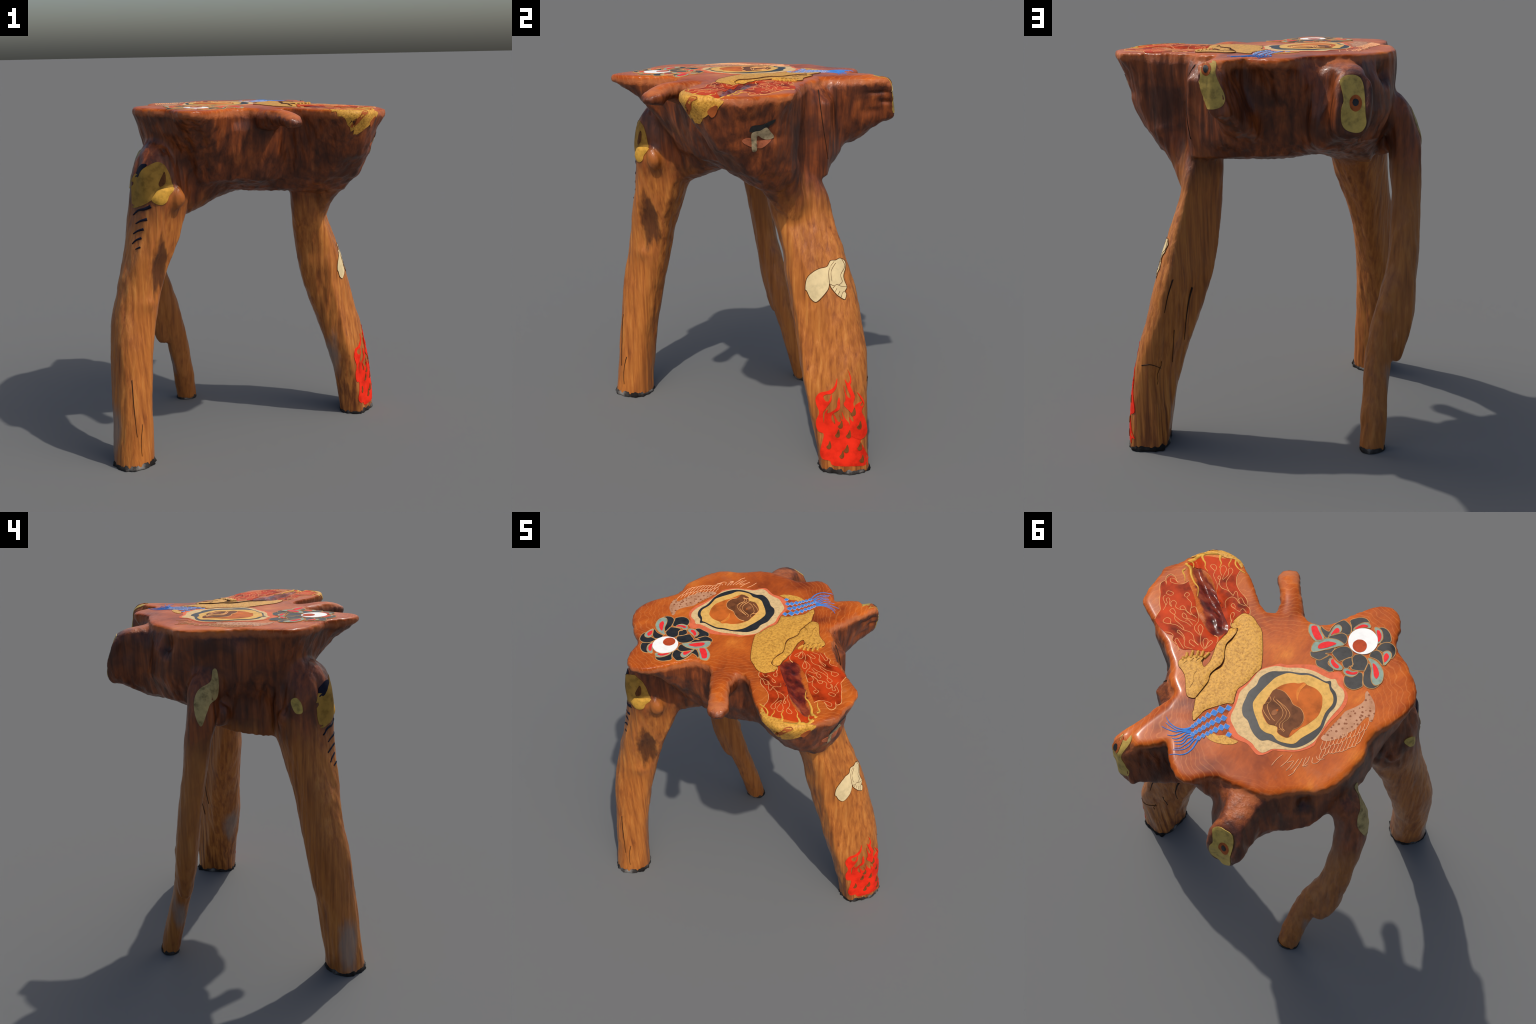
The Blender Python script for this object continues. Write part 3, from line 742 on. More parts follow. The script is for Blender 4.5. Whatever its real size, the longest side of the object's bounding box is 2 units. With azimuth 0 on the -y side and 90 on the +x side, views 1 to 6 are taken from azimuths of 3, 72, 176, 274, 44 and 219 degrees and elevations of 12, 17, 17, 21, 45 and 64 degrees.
inlay(TOPF, 'petal', [(-.185, -.306), (-.188, -.337), (-.208, -.366), (-.235, -.375), (-.262, -.362), (-.271, -.340), (-.256, -.317), (-.246, -.297), (-.237, -.286), (-.216, -.292)], BLACK, 0.0016, rim=OCHRE)
inlay(TOPF, 'petal', [(-.149, -.231), (-.164, -.241), (-.174, -.269), (-.184, -.289), (-.203, -.286), (-.199, -.263), (-.209, -.245), (-.246, -.236), (-.237, -.215), (-.206, -.211), (-.170, -.209)], BLACK, 0.0016, rim=OCHRE)
inlay(TOPF, 'petal', [(-.252, -.293), (-.256, -.317), (-.272, -.337), (-.294, -.316), (-.303, -.298), (-.292, -.294), (-.293, -.283), (-.280, -.273), (-.266, -.279)], BLACK, 0.0016, rim=OCHRE)
inlay(TOPF, 'petal', [(-.276, -.356), (-.290, -.374), (-.314, -.379), (-.336, -.371), (-.350, -.356), (-.358, -.330), (-.360, -.313), (-.337, -.297), (-.311, -.287), (-.297, -.297), (-.300, -.312), (-.280, -.330)], BLACK, 0.0016, rim=OCHRE)
inlay(TOPF, 'petal', [(-.336, -.391), (-.329, -.415), (-.344, -.438), (-.369, -.436), (-.394, -.413), (-.413, -.386), (-.380, -.395), (-.357, -.394)], BLACK, 0.0016, rim=OCHRE)
inlay(TOPF, 'petal', [(-.337, -.454), (-.341, -.482), (-.358, -.502), (-.383, -.508), (-.408, -.497), (-.424, -.468), (-.424, -.439), (-.405, -.462), (-.384, -.463), (-.372, -.446), (-.359, -.445), (-.342, -.441)], BLACK, 0.0016, rim=OCHRE)
inlay(TOPF, 'petal', [(-.275, -.538), (-.290, -.557), (-.318, -.561), (-.348, -.545), (-.369, -.515), (-.353, -.499), (-.334, -.477), (-.330, -.507), (-.311, -.531), (-.288, -.544)], BLACK, 0.0016, rim=OCHRE)
inlay(TOPF, 'petal', [(-.305, -.239), (-.333, -.251), (-.345, -.272), (-.344, -.292), (-.361, -.296), (-.376, -.279), (-.391, -.254), (-.401, -.241), (-.391, -.216), (-.373, -.199), (-.345, -.196), (-.320, -.210)], BLACK, 0.0016, rim=OCHRE)
inlay(TOPF, 'petal', [(-.362, -.309), (-.352, -.358), (-.374, -.346), (-.400, -.312), (-.418, -.286), (-.442, -.275), (-.457, -.287), (-.449, -.261), (-.425, -.247), (-.399, -.252), (-.380, -.274), (-.368, -.297)], BLACK, 0.0016, rim=OCHRE)
inlay(TOPF, 'drop_border', [(-.009, -.375), (-.029, -.389), (-.051, -.392), (-.076, -.372), (-.111, -.347), (-.105, -.327), (-.087, -.313), (-.057, -.321), (-.026, -.340)], TEAL, 0.0026, rim=OCHRE)
inlay(TOPF, 'red_drop', [(-.023, -.368), (-.039, -.384), (-.065, -.368), (-.104, -.342), (-.092, -.325), (-.077, -.323), (-.046, -.342)], RED, 0.0036)
inlay(TOPF, 'drop_border', [(-.110, -.435), (-.120, -.451), (-.141, -.445), (-.150, -.422), (-.136, -.399), (-.121, -.367), (-.114, -.400)], TEAL, 0.0026, rim=OCHRE)
inlay(TOPF, 'red_drop', [(-.120, -.412), (-.124, -.431), (-.138, -.430), (-.145, -.416), (-.131, -.396), (-.124, -.382)], RED, 0.0036)
inlay(TOPF, 'drop_border', [(-.191, -.473), (-.193, -.500), (-.206, -.530), (-.226, -.541), (-.245, -.533), (-.247, -.520), (-.228, -.513), (-.209, -.490), (-.197, -.469)], TEAL, 0.0026, rim=OCHRE)
inlay(TOPF, 'red_drop', [(-.194, -.477), (-.199, -.500), (-.212, -.520), (-.229, -.526), (-.236, -.521), (-.221, -.508), (-.206, -.486)], RED, 0.0036)
inlay(TOPF, 'drop_border', [(-.107, -.257), (-.091, -.275), (-.087, -.309), (-.111, -.347), (-.140, -.369), (-.171, -.379), (-.205, -.374), (-.186, -.348), (-.165, -.320), (-.137, -.283), (-.120, -.263)], TEAL, 0.0026, rim=OCHRE)
inlay(TOPF, 'red_drop', [(-.112, -.298), (-.116, -.322), (-.139, -.347), (-.172, -.358), (-.159, -.328), (-.142, -.304), (-.123, -.288)], RED, 0.0036)
inlay(TOPF, 'drop_border', [(-.264, -.535), (-.277, -.546), (-.301, -.540), (-.323, -.518), (-.331, -.491), (-.328, -.472), (-.317, -.480), (-.286, -.513)], TEAL, 0.0026, rim=OCHRE)
inlay(TOPF, 'red_drop', [(-.282, -.526), (-.292, -.534), (-.315, -.517), (-.325, -.495), (-.322, -.480), (-.307, -.499)], RED, 0.0036)
inlay(TOPF, 'drop_border', [(-.376, -.441), (-.382, -.462), (-.399, -.466), (-.415, -.453), (-.421, -.429), (-.419, -.391), (-.405, -.405)], TEAL, 0.0026, rim=OCHRE)
inlay(TOPF, 'red_drop', [(-.386, -.436), (-.389, -.451), (-.407, -.443), (-.412, -.422), (-.409, -.404), (-.395, -.418)], RED, 0.0036)
inlay(TOPF, 'drop_border', [(-.197, -.266), (-.203, -.282), (-.222, -.279), (-.245, -.276), (-.267, -.272), (-.275, -.257), (-.263, -.245), (-.244, -.239), (-.219, -.245)], TEAL, 0.0026, rim=OCHRE)
inlay(TOPF, 'red_drop', [(-.206, -.268), (-.209, -.280), (-.227, -.271), (-.252, -.265), (-.256, -.252), (-.240, -.248), (-.218, -.256)], RED, 0.0036)
inlay(TOPF, 'drop_border', [(-.279, -.265), (-.290, -.278), (-.316, -.279), (-.340, -.293), (-.345, -.276), (-.334, -.254), (-.307, -.245), (-.288, -.251)], TEAL, 0.0026, rim=OCHRE)
inlay(TOPF, 'red_drop', [(-.294, -.259), (-.300, -.269), (-.321, -.273), (-.339, -.290), (-.340, -.274), (-.323, -.260), (-.304, -.254)], RED, 0.0036)
inlay(TOPF, 'drop_border', [(-.335, -.378), (-.352, -.387), (-.388, -.384), (-.422, -.368), (-.444, -.345), (-.459, -.308), (-.449, -.280), (-.426, -.280), (-.402, -.305), (-.380, -.342), (-.359, -.363)], TEAL, 0.0026, rim=OCHRE)
inlay(TOPF, 'red_drop', [(-.369, -.367), (-.386, -.367), (-.410, -.352), (-.427, -.332), (-.429, -.309), (-.411, -.316), (-.392, -.339)], RED, 0.0036)
inlay(TOPF, 'eye_white', [(-.319, -.481), (-.329, -.461), (-.332, -.439), (-.329, -.417), (-.320, -.398), (-.305, -.383), (-.286, -.373), (-.265, -.370), (-.243, -.374), (-.224, -.385), (-.209, -.401), (-.199, -.421), (-.195, -.443), (-.198, -.465), (-.208, -.485), (-.223, -.500), (-.242, -.510), (-.264, -.513), (-.285, -.508), (-.304, -.498)], WHITE, 0.0046)
inlay(TOPF, 'pupil', [(-.293, -.430), (-.298, -.420), (-.300, -.409), (-.299, -.398), (-.294, -.389), (-.287, -.381), (-.278, -.377), (-.268, -.376), (-.257, -.378), (-.248, -.383), (-.240, -.391), (-.235, -.401), (-.233, -.411), (-.235, -.422), (-.239, -.432), (-.247, -.439), (-.256, -.444), (-.266, -.445), (-.277, -.443), (-.286, -.438)], PUPIL, 0.0056)
# gilded low-relief leg and foot
inlay(TOPF, 'gilded_thigh', [(.287, -.240), (.268, -.251), (.233, -.253), (.196, -.236), (.160, -.220), (.130, -.191), (.076, -.123), (.035, -.062), (.027, -.043), (.031, -.002), (.031, .038), (.037, .073), (.044, .104), (.032, .139), (.015, .175), (.037, .191), (.059, .221), (.079, .250), (.095, .279), (.097, .314), (.103, .347), (.132, .320), (.137, .305), (.159, .270), (.174, .237), (.172, .197), (.177, .157), (.190, .121), (.191, .091), (.180, .056), (.188, .021), (.218, -.021), (.234, -.056), (.232, -.094), (.242, -.142), (.254, -.162), (.283, -.151), (.296, -.165), (.300, -.195)], GOLD, 0.002, bulge=0.004, rim=DARKLINE, rimw=0.0024)
inlay(TOPF, 'gilded_lower_leg', [(.285, -.145), (.255, -.159), (.240, -.134), (.237, -.095), (.238, -.057), (.221, -.023), (.198, .011), (.187, .047), (.193, .079), (.195, .116), (.179, .149), (.174, .189), (.170, .246), (.184, .263), (.208, .265), (.235, .242), (.279, .194), (.313, .174), (.342, .164), (.359, .144), (.353, .117), (.334, .092), (.312, .069), (.277, .063), (.268, .084), (.249, .099), (.241, .093), (.243, .056), (.258, .013), (.274, -.027), (.278, -.061), (.279, -.102)], GOLD, 0.003, bulge=0.004, rim=DARKLINE, rimw=0.0024)
stroke(TOPF, 'gilded_toe', [(.346, .130), (.351, .121), (.358, .114)], .016, .013, .005, True)
stroke(TOPF, 'gilded_toe', [(.342, .114), (.348, .099), (.357, .086)], .016, .013, .005, True)
stroke(TOPF, 'gilded_toe', [(.325, .097), (.333, .079), (.342, .062)], .016, .013, .005, True)
stroke(TOPF, 'gilded_toe', [(.305, .083), (.312, .065), (.320, .048)], .016, .013, .005, True)
stroke(TOPF, 'gilded_toe', [(.291, .066), (.295, .050), (.301, .035)], .016, .013, .005, True)
stroke(TOPF, 'gilded_toe', [(.276, .062), (.274, .043), (.274, .025)], .016, .013, .005, True)
stroke(TOPF, 'crease_line', [(.256, .138), (.251, .165), (.231, .191), (.224, .228)], .0020, .0014, .0072)
stroke(TOPF, 'crease_line', [(.225, .165), (.202, .179), (.178, .184)], .0020, .0014, .0072)
stroke(TOPF, 'crease_line', [(.254, -.157), (.240, -.134), (.237, -.095), (.238, -.057), (.221, -.023), (.198, .011), (.187, .047), (.193, .079), (.195, .116), (.179, .149), (.174, .189), (.170, .246)], .0020, .0014, .0072)
stroke(TOPF, 'crease_line', [(.331, .143), (.326, .120)], .0020, .0014, .0072)
stroke(TOPF, 'crease_line', [(.313, .116), (.310, .091)], .0020, .0014, .0072)
stroke(TOPF, 'crease_line', [(.293, .097), (.290, .076)], .0020, .0014, .0072)
stroke(TOPF, 'crease_line', [(.273, .087), (.275, .066)], .0020, .0014, .0072)
# red varnished flame field on the long lobe
inlay(TOPF, 'flame_field', [(.712, -.180), (.711, -.211), (.684, -.216), (.651, -.203), (.626, -.215), (.617, -.242), (.649, -.267), (.689, -.302), (.684, -.339), (.674, -.381), (.635, -.415), (.571, -.444), (.529, -.474), (.479, -.467), (.455, -.431), (.444, -.397), (.416, -.359), (.379, -.340), (.321, -.314), (.266, -.268), (.273, -.238), (.286, -.169), (.287, -.133), (.284, -.082), (.275, -.039), (.269, .005), (.283, .024), (.325, .045), (.359, .064), (.383, .082), (.412, .083), (.453, .074), (.474, .050), (.519, .057), (.602, .028), (.619, -.030), (.654, -.066), (.714, -.147)], FLAMERED, 0.0016, holes=[(.694, -.298), (.617, -.237), (.531, -.180), (.470, -.122), (.417, -.094), (.358, -.068), (.303, -.068), (.289, -.098), (.292, -.139), (.349, -.183), (.430, -.237), (.504, -.297), (.569, -.334), (.638, -.337)])
stroke(TOPF, 'flame_line', [(.618, -.031), (.654, -.066), (.679, -.100), (.708, -.131), (.720, -.153), (.712, -.175), (.692, -.162)], 0.0038, 0.0032)
stroke(TOPF, 'flame_line', [(.698, -.169), (.721, -.194), (.716, -.222), (.689, -.222), (.662, -.205), (.651, -.203)], 0.0038, 0.0032)
stroke(TOPF, 'flame_line', [(.653, -.203), (.684, -.210), (.699, -.202), (.687, -.187), (.659, -.191), (.630, -.209), (.620, -.230), (.619, -.241)], 0.0038, 0.0032)
stroke(TOPF, 'flame_line', [(.606, .026), (.612, -.000), (.618, -.031)], 0.0038, 0.0032)
stroke(TOPF, 'flame_line', [(.659, -.119), (.661, -.136), (.640, -.143), (.628, -.139), (.632, -.123), (.659, -.119)], 0.0038, 0.0032)
stroke(TOPF, 'flame_line', [(.655, -.109), (.654, -.092), (.633, -.076), (.614, -.064), (.606, -.035)], 0.0038, 0.0032)
stroke(TOPF, 'flame_line', [(.614, -.064), (.619, -.081), (.636, -.094), (.631, -.106), (.616, -.098), (.605, -.081), (.586, -.074)], 0.0038, 0.0032)
stroke(TOPF, 'flame_line', [(.586, -.074), (.605, -.091), (.602, -.108), (.583, -.106), (.570, -.085), (.547, -.084), (.527, -.096)], 0.0038, 0.0032)
stroke(TOPF, 'flame_line', [(.551, -.094), (.547, -.110), (.527, -.106), (.503, -.093), (.462, -.097), (.447, -.093)], 0.0038, 0.0032)
stroke(TOPF, 'flame_line', [(.551, -.094), (.538, -.088), (.519, -.097), (.479, -.090)], 0.0038, 0.0032)
stroke(TOPF, 'flame_line', [(.569, -.157), (.581, -.164), (.580, -.183), (.561, -.179), (.561, -.158), (.526, -.148), (.507, -.125)], 0.0038, 0.0032)
stroke(TOPF, 'flame_line', [(.507, -.125), (.497, -.107), (.476, -.097)], 0.0038, 0.0032)
stroke(TOPF, 'flame_line', [(.507, -.125), (.494, -.140), (.470, -.127), (.444, -.105), (.428, -.082), (.424, -.050)], 0.0038, 0.0032)
stroke(TOPF, 'flame_line', [(.541, -.046), (.568, -.047), (.579, -.054), (.574, -.070), (.549, -.060), (.542, -.045), (.504, -.038), (.466, -.044), (.437, -.040)], 0.0038, 0.0032)
stroke(TOPF, 'flame_line', [(.541, -.046), (.525, -.027), (.493, -.020), (.470, -.017), (.451, -.006)], 0.0038, 0.0032)
stroke(TOPF, 'flame_line', [(.526, .003), (.550, .016), (.566, .012), (.564, -.012), (.541, -.015), (.526, .003), (.495, -.006), (.454, -.004), (.422, -.012), (.396, -.006), (.370, .015), (.339, .021)], 0.0038, 0.0032)
stroke(TOPF, 'flame_line', [(.514, -.065), (.516, -.079), (.498, -.077), (.482, -.063), (.499, -.058), (.514, -.065)], 0.0038, 0.0032)
stroke(TOPF, 'flame_line', [(.482, -.063), (.466, -.070), (.436, -.076)], 0.0038, 0.0032)
stroke(TOPF, 'flame_line', [(.481, -.051), (.471, -.061), (.450, -.056), (.436, -.051)], 0.0038, 0.0032)
stroke(TOPF, 'flame_line', [(.424, -.050), (.406, -.033), (.369, -.025)], 0.0038, 0.0032)
stroke(TOPF, 'flame_line', [(.367, -.027), (.400, -.047), (.410, -.065), (.406, -.075), (.384, -.064), (.367, -.027), (.352, -.004), (.334, .013), (.301, .027)], 0.0038, 0.0032)
stroke(TOPF, 'flame_line', [(.519, .057), (.495, .045), (.472, .049), (.458, .073), (.424, .078), (.396, .096)], 0.0038, 0.0032)
stroke(TOPF, 'flame_line', [(.470, .023), (.472, .011), (.441, .017), (.415, .032), (.403, .052), (.385, .064), (.351, .054)], 0.0038, 0.0032)
stroke(TOPF, 'flame_line', [(.470, .023), (.434, .026), (.413, .040)], 0.0038, 0.0032)
stroke(TOPF, 'flame_line', [(.424, .078), (.448, .065), (.447, .050), (.421, .061), (.383, .077)], 0.0038, 0.0032)
stroke(TOPF, 'flame_line', [(.350, .039), (.382, .037), (.392, .025), (.381, .017), (.342, .023)], 0.0038, 0.0032)
stroke(TOPF, 'flame_line', [(.306, .021), (.336, -.005), (.341, -.026), (.325, -.028), (.313, -.008), (.306, .021)], 0.0038, 0.0032)
stroke(TOPF, 'flame_line', [(.303, .019), (.312, -.013), (.312, -.032), (.298, -.028), (.300, -.002), (.303, .019)], 0.0038, 0.0032)
stroke(TOPF, 'flame_line', [(.321, -.070), (.298, -.067), (.283, -.048), (.281, -.035)], 0.0038, 0.0032)
stroke(TOPF, 'flame_line', [(.552, -.362), (.585, -.370), (.589, -.386), (.571, -.390), (.555, -.376), (.542, -.338), (.496, -.308), (.472, -.273)], 0.0038, 0.0032)
stroke(TOPF, 'flame_line', [(.488, -.308), (.498, -.332), (.514, -.336), (.517, -.350), (.503, -.344), (.490, -.317), (.461, -.302), (.425, -.306), (.388, -.297)], 0.0038, 0.0032)
stroke(TOPF, 'flame_line', [(.506, -.358), (.532, -.376), (.544, -.400), (.532, -.413), (.512, -.401), (.503, -.371), (.491, -.342)], 0.0038, 0.0032)
stroke(TOPF, 'flame_line', [(.487, -.340), (.486, -.382), (.505, -.406), (.499, -.421), (.479, -.409), (.473, -.371), (.463, -.337), (.428, -.310), (.388, -.297)], 0.0038, 0.0032)
stroke(TOPF, 'flame_line', [(.452, -.433), (.444, -.397), (.416, -.359), (.376, -.336), (.323, -.318), (.298, -.290)], 0.0038, 0.0032)
stroke(TOPF, 'flame_line', [(.382, -.230), (.403, -.256), (.392, -.286), (.367, -.292), (.335, -.279), (.298, -.285)], 0.0038, 0.0032)
stroke(TOPF, 'flame_line', [(.388, -.297), (.395, -.323), (.382, -.322), (.353, -.291)], 0.0038, 0.0032)
stroke(TOPF, 'flame_line', [(.335, -.279), (.353, -.296), (.346, -.309), (.316, -.292), (.295, -.287), (.272, -.279), (.252, -.253)], 0.0038, 0.0032)
stroke(TOPF, 'flame_line', [(.334, -.244), (.363, -.249), (.362, -.264), (.344, -.257), (.334, -.244), (.302, -.242)], 0.0038, 0.0032)
stroke(TOPF, 'flame_line', [(.309, -.182), (.332, -.205), (.333, -.222), (.317, -.216), (.307, -.179), (.292, -.155)], 0.0038, 0.0032)
stroke(TOPF, 'flame_line', [(.307, -.248), (.303, -.264), (.275, -.256)], 0.0038, 0.0032)
stroke(TOPF, 'gold_flame', [(.663, -.422), (.658, -.393), (.624, -.374), (.608, -.354), (.580, -.342)], 0.0160, 0.0030)
stroke(TOPF, 'gold_flame', [(.595, -.464), (.579, -.433), (.557, -.417), (.547, -.387)], 0.0180, 0.0030)
stroke(TOPF, 'gold_flame', [(.573, -.475), (.534, -.465), (.524, -.435), (.509, -.419)], 0.0140, 0.0030)
stroke(TOPF, 'gold_flame', [(.514, -.490), (.501, -.456), (.466, -.439), (.425, -.437)], 0.0160, 0.0030)
stroke(TOPF, 'gold_flame', [(.703, -.340), (.675, -.344), (.655, -.320)], 0.0140, 0.0030)
stroke(TOPF, 'gold_flame', [(.691, -.380), (.672, -.362), (.650, -.337)], 0.0120, 0.0030)
stroke(TOPF, 'gold_flame', [(.700, -.315), (.664, -.309), (.633, -.278), (.590, -.251), (.557, -.238), (.525, -.194)], 0.0160, 0.0030)
stroke(TOPF, 'gold_flame', [(.678, -.288), (.681, -.270), (.653, -.253), (.630, -.228)], 0.0110, 0.0030)
stroke(TOPF, 'gold_flame', [(.696, -.337), (.686, -.368), (.674, -.397), (.659, -.422), (.636, -.443), (.590, -.468), (.534, -.481), (.491, -.488)], .020, .024)
# blue scaled tail
inlay(TOPF, 'tail_band', [(.012, .177), (.036, .192), (.059, .221), (.078, .252), (.092, .282), (.098, .318), (.086, .383), (.078, .393), (.043, .410), (.029, .403), (.012, .374), (-.011, .346), (-.030, .338), (-.056, .324), (-.082, .321), (-.080, .306), (-.013, .260), (.007, .209)], TAILBROWN, 0.0009)
inlay(TOPF, 'gilded_patch', [(.009, .374), (.002, .364), (-.011, .346), (-.032, .344), (-.052, .327), (-.066, .320), (-.082, .321), (-.102, .318), (-.122, .314), (-.118, .331), (-.101, .349), (-.076, .364), (-.044, .377), (-.012, .381)], GOLD, 0.0018)
inlay(TOPF, 'scale', [(.026, .217), (.030, .195), (.007, .194), (.004, .215)], BLUE, 0.0022, smooth=False, rim=PALEBLUE)
inlay(TOPF, 'scale', [(.050, .248), (.055, .220), (.025, .218), (.021, .246)], BLUE, 0.0022, smooth=False, rim=PALEBLUE)
inlay(TOPF, 'scale', [(.064, .276), (.068, .251), (.041, .249), (.038, .274)], BLUE, 0.0022, smooth=False, rim=PALEBLUE)
inlay(TOPF, 'scale', [(.075, .300), (.079, .279), (.056, .278), (.053, .299)], BLUE, 0.0022, smooth=False, rim=PALEBLUE)
inlay(TOPF, 'scale', [(.080, .326), (.083, .307), (.062, .305), (.059, .324)], BLUE, 0.0022, smooth=False, rim=PALEBLUE)
inlay(TOPF, 'scale', [(.088, .346), (.091, .327), (.071, .326), (.068, .345)], BLUE, 0.0022, smooth=False, rim=PALEBLUE)
inlay(TOPF, 'scale', [(.090, .365), (.092, .349), (.075, .348), (.073, .364)], BLUE, 0.0022, smooth=False, rim=PALEBLUE)
inlay(TOPF, 'scale', [(.092, .381), (.095, .366), (.079, .365), (.077, .379)], BLUE, 0.0022, smooth=False, rim=PALEBLUE)
inlay(TOPF, 'scale', [(.011, .271), (.015, .249), (-.009, .247), (-.012, .270)], BLUE, 0.0022, smooth=False, rim=PALEBLUE)
inlay(TOPF, 'scale', [(.026, .295), (.030, .271), (.004, .269), (.000, .293)], BLUE, 0.0022, smooth=False, rim=PALEBLUE)
inlay(TOPF, 'scale', [(.038, .318), (.041, .297), (.018, .296), (.015, .317)], BLUE, 0.0022, smooth=False, rim=PALEBLUE)
inlay(TOPF, 'scale', [(.045, .339), (.048, .319), (.027, .317), (.024, .338)], BLUE, 0.0022, smooth=False, rim=PALEBLUE)
inlay(TOPF, 'scale', [(.052, .359), (.055, .341), (.035, .339), (.032, .358)], BLUE, 0.0022, smooth=False, rim=PALEBLUE)
inlay(TOPF, 'scale', [(.057, .378), (.060, .361), (.041, .359), (.039, .377)], BLUE, 0.0022, smooth=False, rim=PALEBLUE)
inlay(TOPF, 'scale', [(.065, .396), (.067, .379), (.050, .378), (.047, .395)], BLUE, 0.0022, smooth=False, rim=PALEBLUE)
inlay(TOPF, 'scale', [(.068, .412), (.071, .396), (.053, .394), (.050, .411)], BLUE, 0.0022, smooth=False, rim=PALEBLUE)
inlay(TOPF, 'scale', [(-.026, .297), (-.023, .276), (-.046, .274), (-.049, .296)], BLUE, 0.0022, smooth=False, rim=PALEBLUE)
inlay(TOPF, 'scale', [(-.010, .315), (-.007, .292), (-.031, .290), (-.034, .313)], BLUE, 0.0022, smooth=False, rim=PALEBLUE)
inlay(TOPF, 'scale', [(.003, .338), (.006, .317), (-.017, .315), (-.020, .337)], BLUE, 0.0022, smooth=False, rim=PALEBLUE)
inlay(TOPF, 'scale', [(.011, .355), (.013, .339), (-.004, .338), (-.006, .354)], BLUE, 0.0022, smooth=False, rim=PALEBLUE)
inlay(TOPF, 'scale', [(.018, .372), (.020, .356), (.003, .354), (.001, .370)], BLUE, 0.0022, smooth=False, rim=PALEBLUE)
inlay(TOPF, 'scale', [(.027, .391), (.029, .374), (.012, .373), (.009, .389)], BLUE, 0.0022, smooth=False, rim=PALEBLUE)
inlay(TOPF, 'scale', [(.035, .413), (.038, .395), (.020, .394), (.017, .411)], BLUE, 0.0022, smooth=False, rim=PALEBLUE)
inlay(TOPF, 'scale', [(-.061, .322), (-.058, .303), (-.078, .301), (-.080, .320)], BLUE, 0.0022, smooth=False, rim=PALEBLUE)
stroke(TOPF, 'tail_filament', [(.086, .373), (.098, .394), (.119, .412), (.150, .421), (.187, .417), (.213, .404)], 0.0085, 0.0025)
stroke(TOPF, 'tail_filament', [(.084, .375), (.103, .406), (.127, .427), (.165, .431), (.196, .428)], 0.0085, 0.0025)
stroke(TOPF, 'tail_filament', [(.079, .392), (.110, .417), (.131, .438), (.165, .449), (.198, .453)], 0.0085, 0.0025)
stroke(TOPF, 'tail_filament', [(.073, .399), (.097, .413), (.112, .438), (.126, .459), (.151, .472)], 0.0085, 0.0025)
stroke(TOPF, 'tail_filament', [(.067, .400), (.086, .414), (.093, .443), (.106, .464), (.122, .472)], 0.0085, 0.0025)
stroke(TOPF, 'tail_filament', [(.058, .405), (.076, .420), (.079, .453), (.091, .470), (.105, .480)], 0.0085, 0.0025)
stroke(TOPF, 'tail_filament', [(.051, .413), (.067, .431), (.067, .461), (.077, .477), (.091, .488)], 0.0085, 0.0025)
stroke(TOPF, 'tail_filament', [(.047, .416), (.050, .443), (.055, .463), (.064, .489), (.083, .504)], 0.0085, 0.0025)
stroke(TOPF, 'tail_filament', [(.036, .413), (.038, .435), (.037, .461), (.049, .489), (.083, .515)], 0.0085, 0.0025)
stroke(TOPF, 'tail_filament', [(.025, .411), (.020, .435), (.017, .460), (.022, .491), (.039, .513), (.060, .525), (.080, .540)], 0.0085, 0.0025)
# pale speckled wing with fine feather lines
inlay(TOPF, 'speckled_wing', [(-.432, -.232), (-.456, -.222), (-.483, -.207), (-.505, -.188), (-.525, -.156), (-.538, -.116), (-.526, -.111), (-.513, -.125), (-.503, -.106), (-.502, -.071), (-.500, -.035), (-.488, -.007), (-.485, .021), (-.462, .049), (-.444, .073), (-.425, .087), (-.405, .083), (-.407, .048), (-.408, .009), (-.412, -.035), (-.413, -.063), (-.415, -.091), (-.435, -.129), (-.448, -.166), (-.447, -.192), (-.433, -.214)], WING, 0.0009)
stroke(TOPF, 'feather_line', [(-.420, .094), (-.427, .106), (-.429, .121)], 0.0030, 0.0026)
stroke(TOPF, 'feather_line', [(-.432, .079), (-.440, .095), (-.444, .113)], 0.0030, 0.0026)
stroke(TOPF, 'feather_line', [(-.443, .063), (-.449, .074), (-.452, .088)], 0.0030, 0.0026)
stroke(TOPF, 'feather_line', [(-.454, .046), (-.459, .054), (-.461, .066)], 0.0030, 0.0026)
stroke(TOPF, 'feather_line', [(-.464, .028), (-.471, .042), (-.474, .058)], 0.0030, 0.0026)
stroke(TOPF, 'feather_line', [(-.473, .009), (-.481, .024), (-.485, .042)], 0.0030, 0.0026)
stroke(TOPF, 'feather_line', [(-.483, -.009), (-.488, .000), (-.491, .013)], 0.0030, 0.0026)
stroke(TOPF, 'feather_line', [(-.492, -.029), (-.498, -.018), (-.500, -.006)], 0.0030, 0.0026)
stroke(TOPF, 'feather_line', [(-.501, -.048), (-.509, -.033), (-.513, -.015)], 0.0030, 0.0026)
stroke(TOPF, 'feather_line', [(-.510, -.068), (-.517, -.054), (-.520, -.038)], 0.0030, 0.0026)
stroke(TOPF, 'feather_line', [(-.519, -.088), (-.524, -.079), (-.526, -.067)], 0.0030, 0.0026)
stroke(TOPF, 'feather_line', [(-.527, -.108), (-.534, -.096), (-.536, -.082)], 0.0030, 0.0026)
stroke(TOPF, 'feather_line', [(-.429, .121), (-.435, .129), (-.442, .130)], 0.0030, 0.0026)
stroke(TOPF, 'feather_line', [(-.444, .113), (-.447, .124), (-.442, .130)], 0.0030, 0.0026)
stroke(TOPF, 'feather_line', [(-.444, .113), (-.448, .117), (-.453, .113)], 0.0030, 0.0026)
stroke(TOPF, 'feather_line', [(-.452, .088), (-.456, .103), (-.453, .113)], 0.0030, 0.0026)
stroke(TOPF, 'feather_line', [(-.452, .088), (-.456, .093), (-.461, .090)], 0.0030, 0.0026)
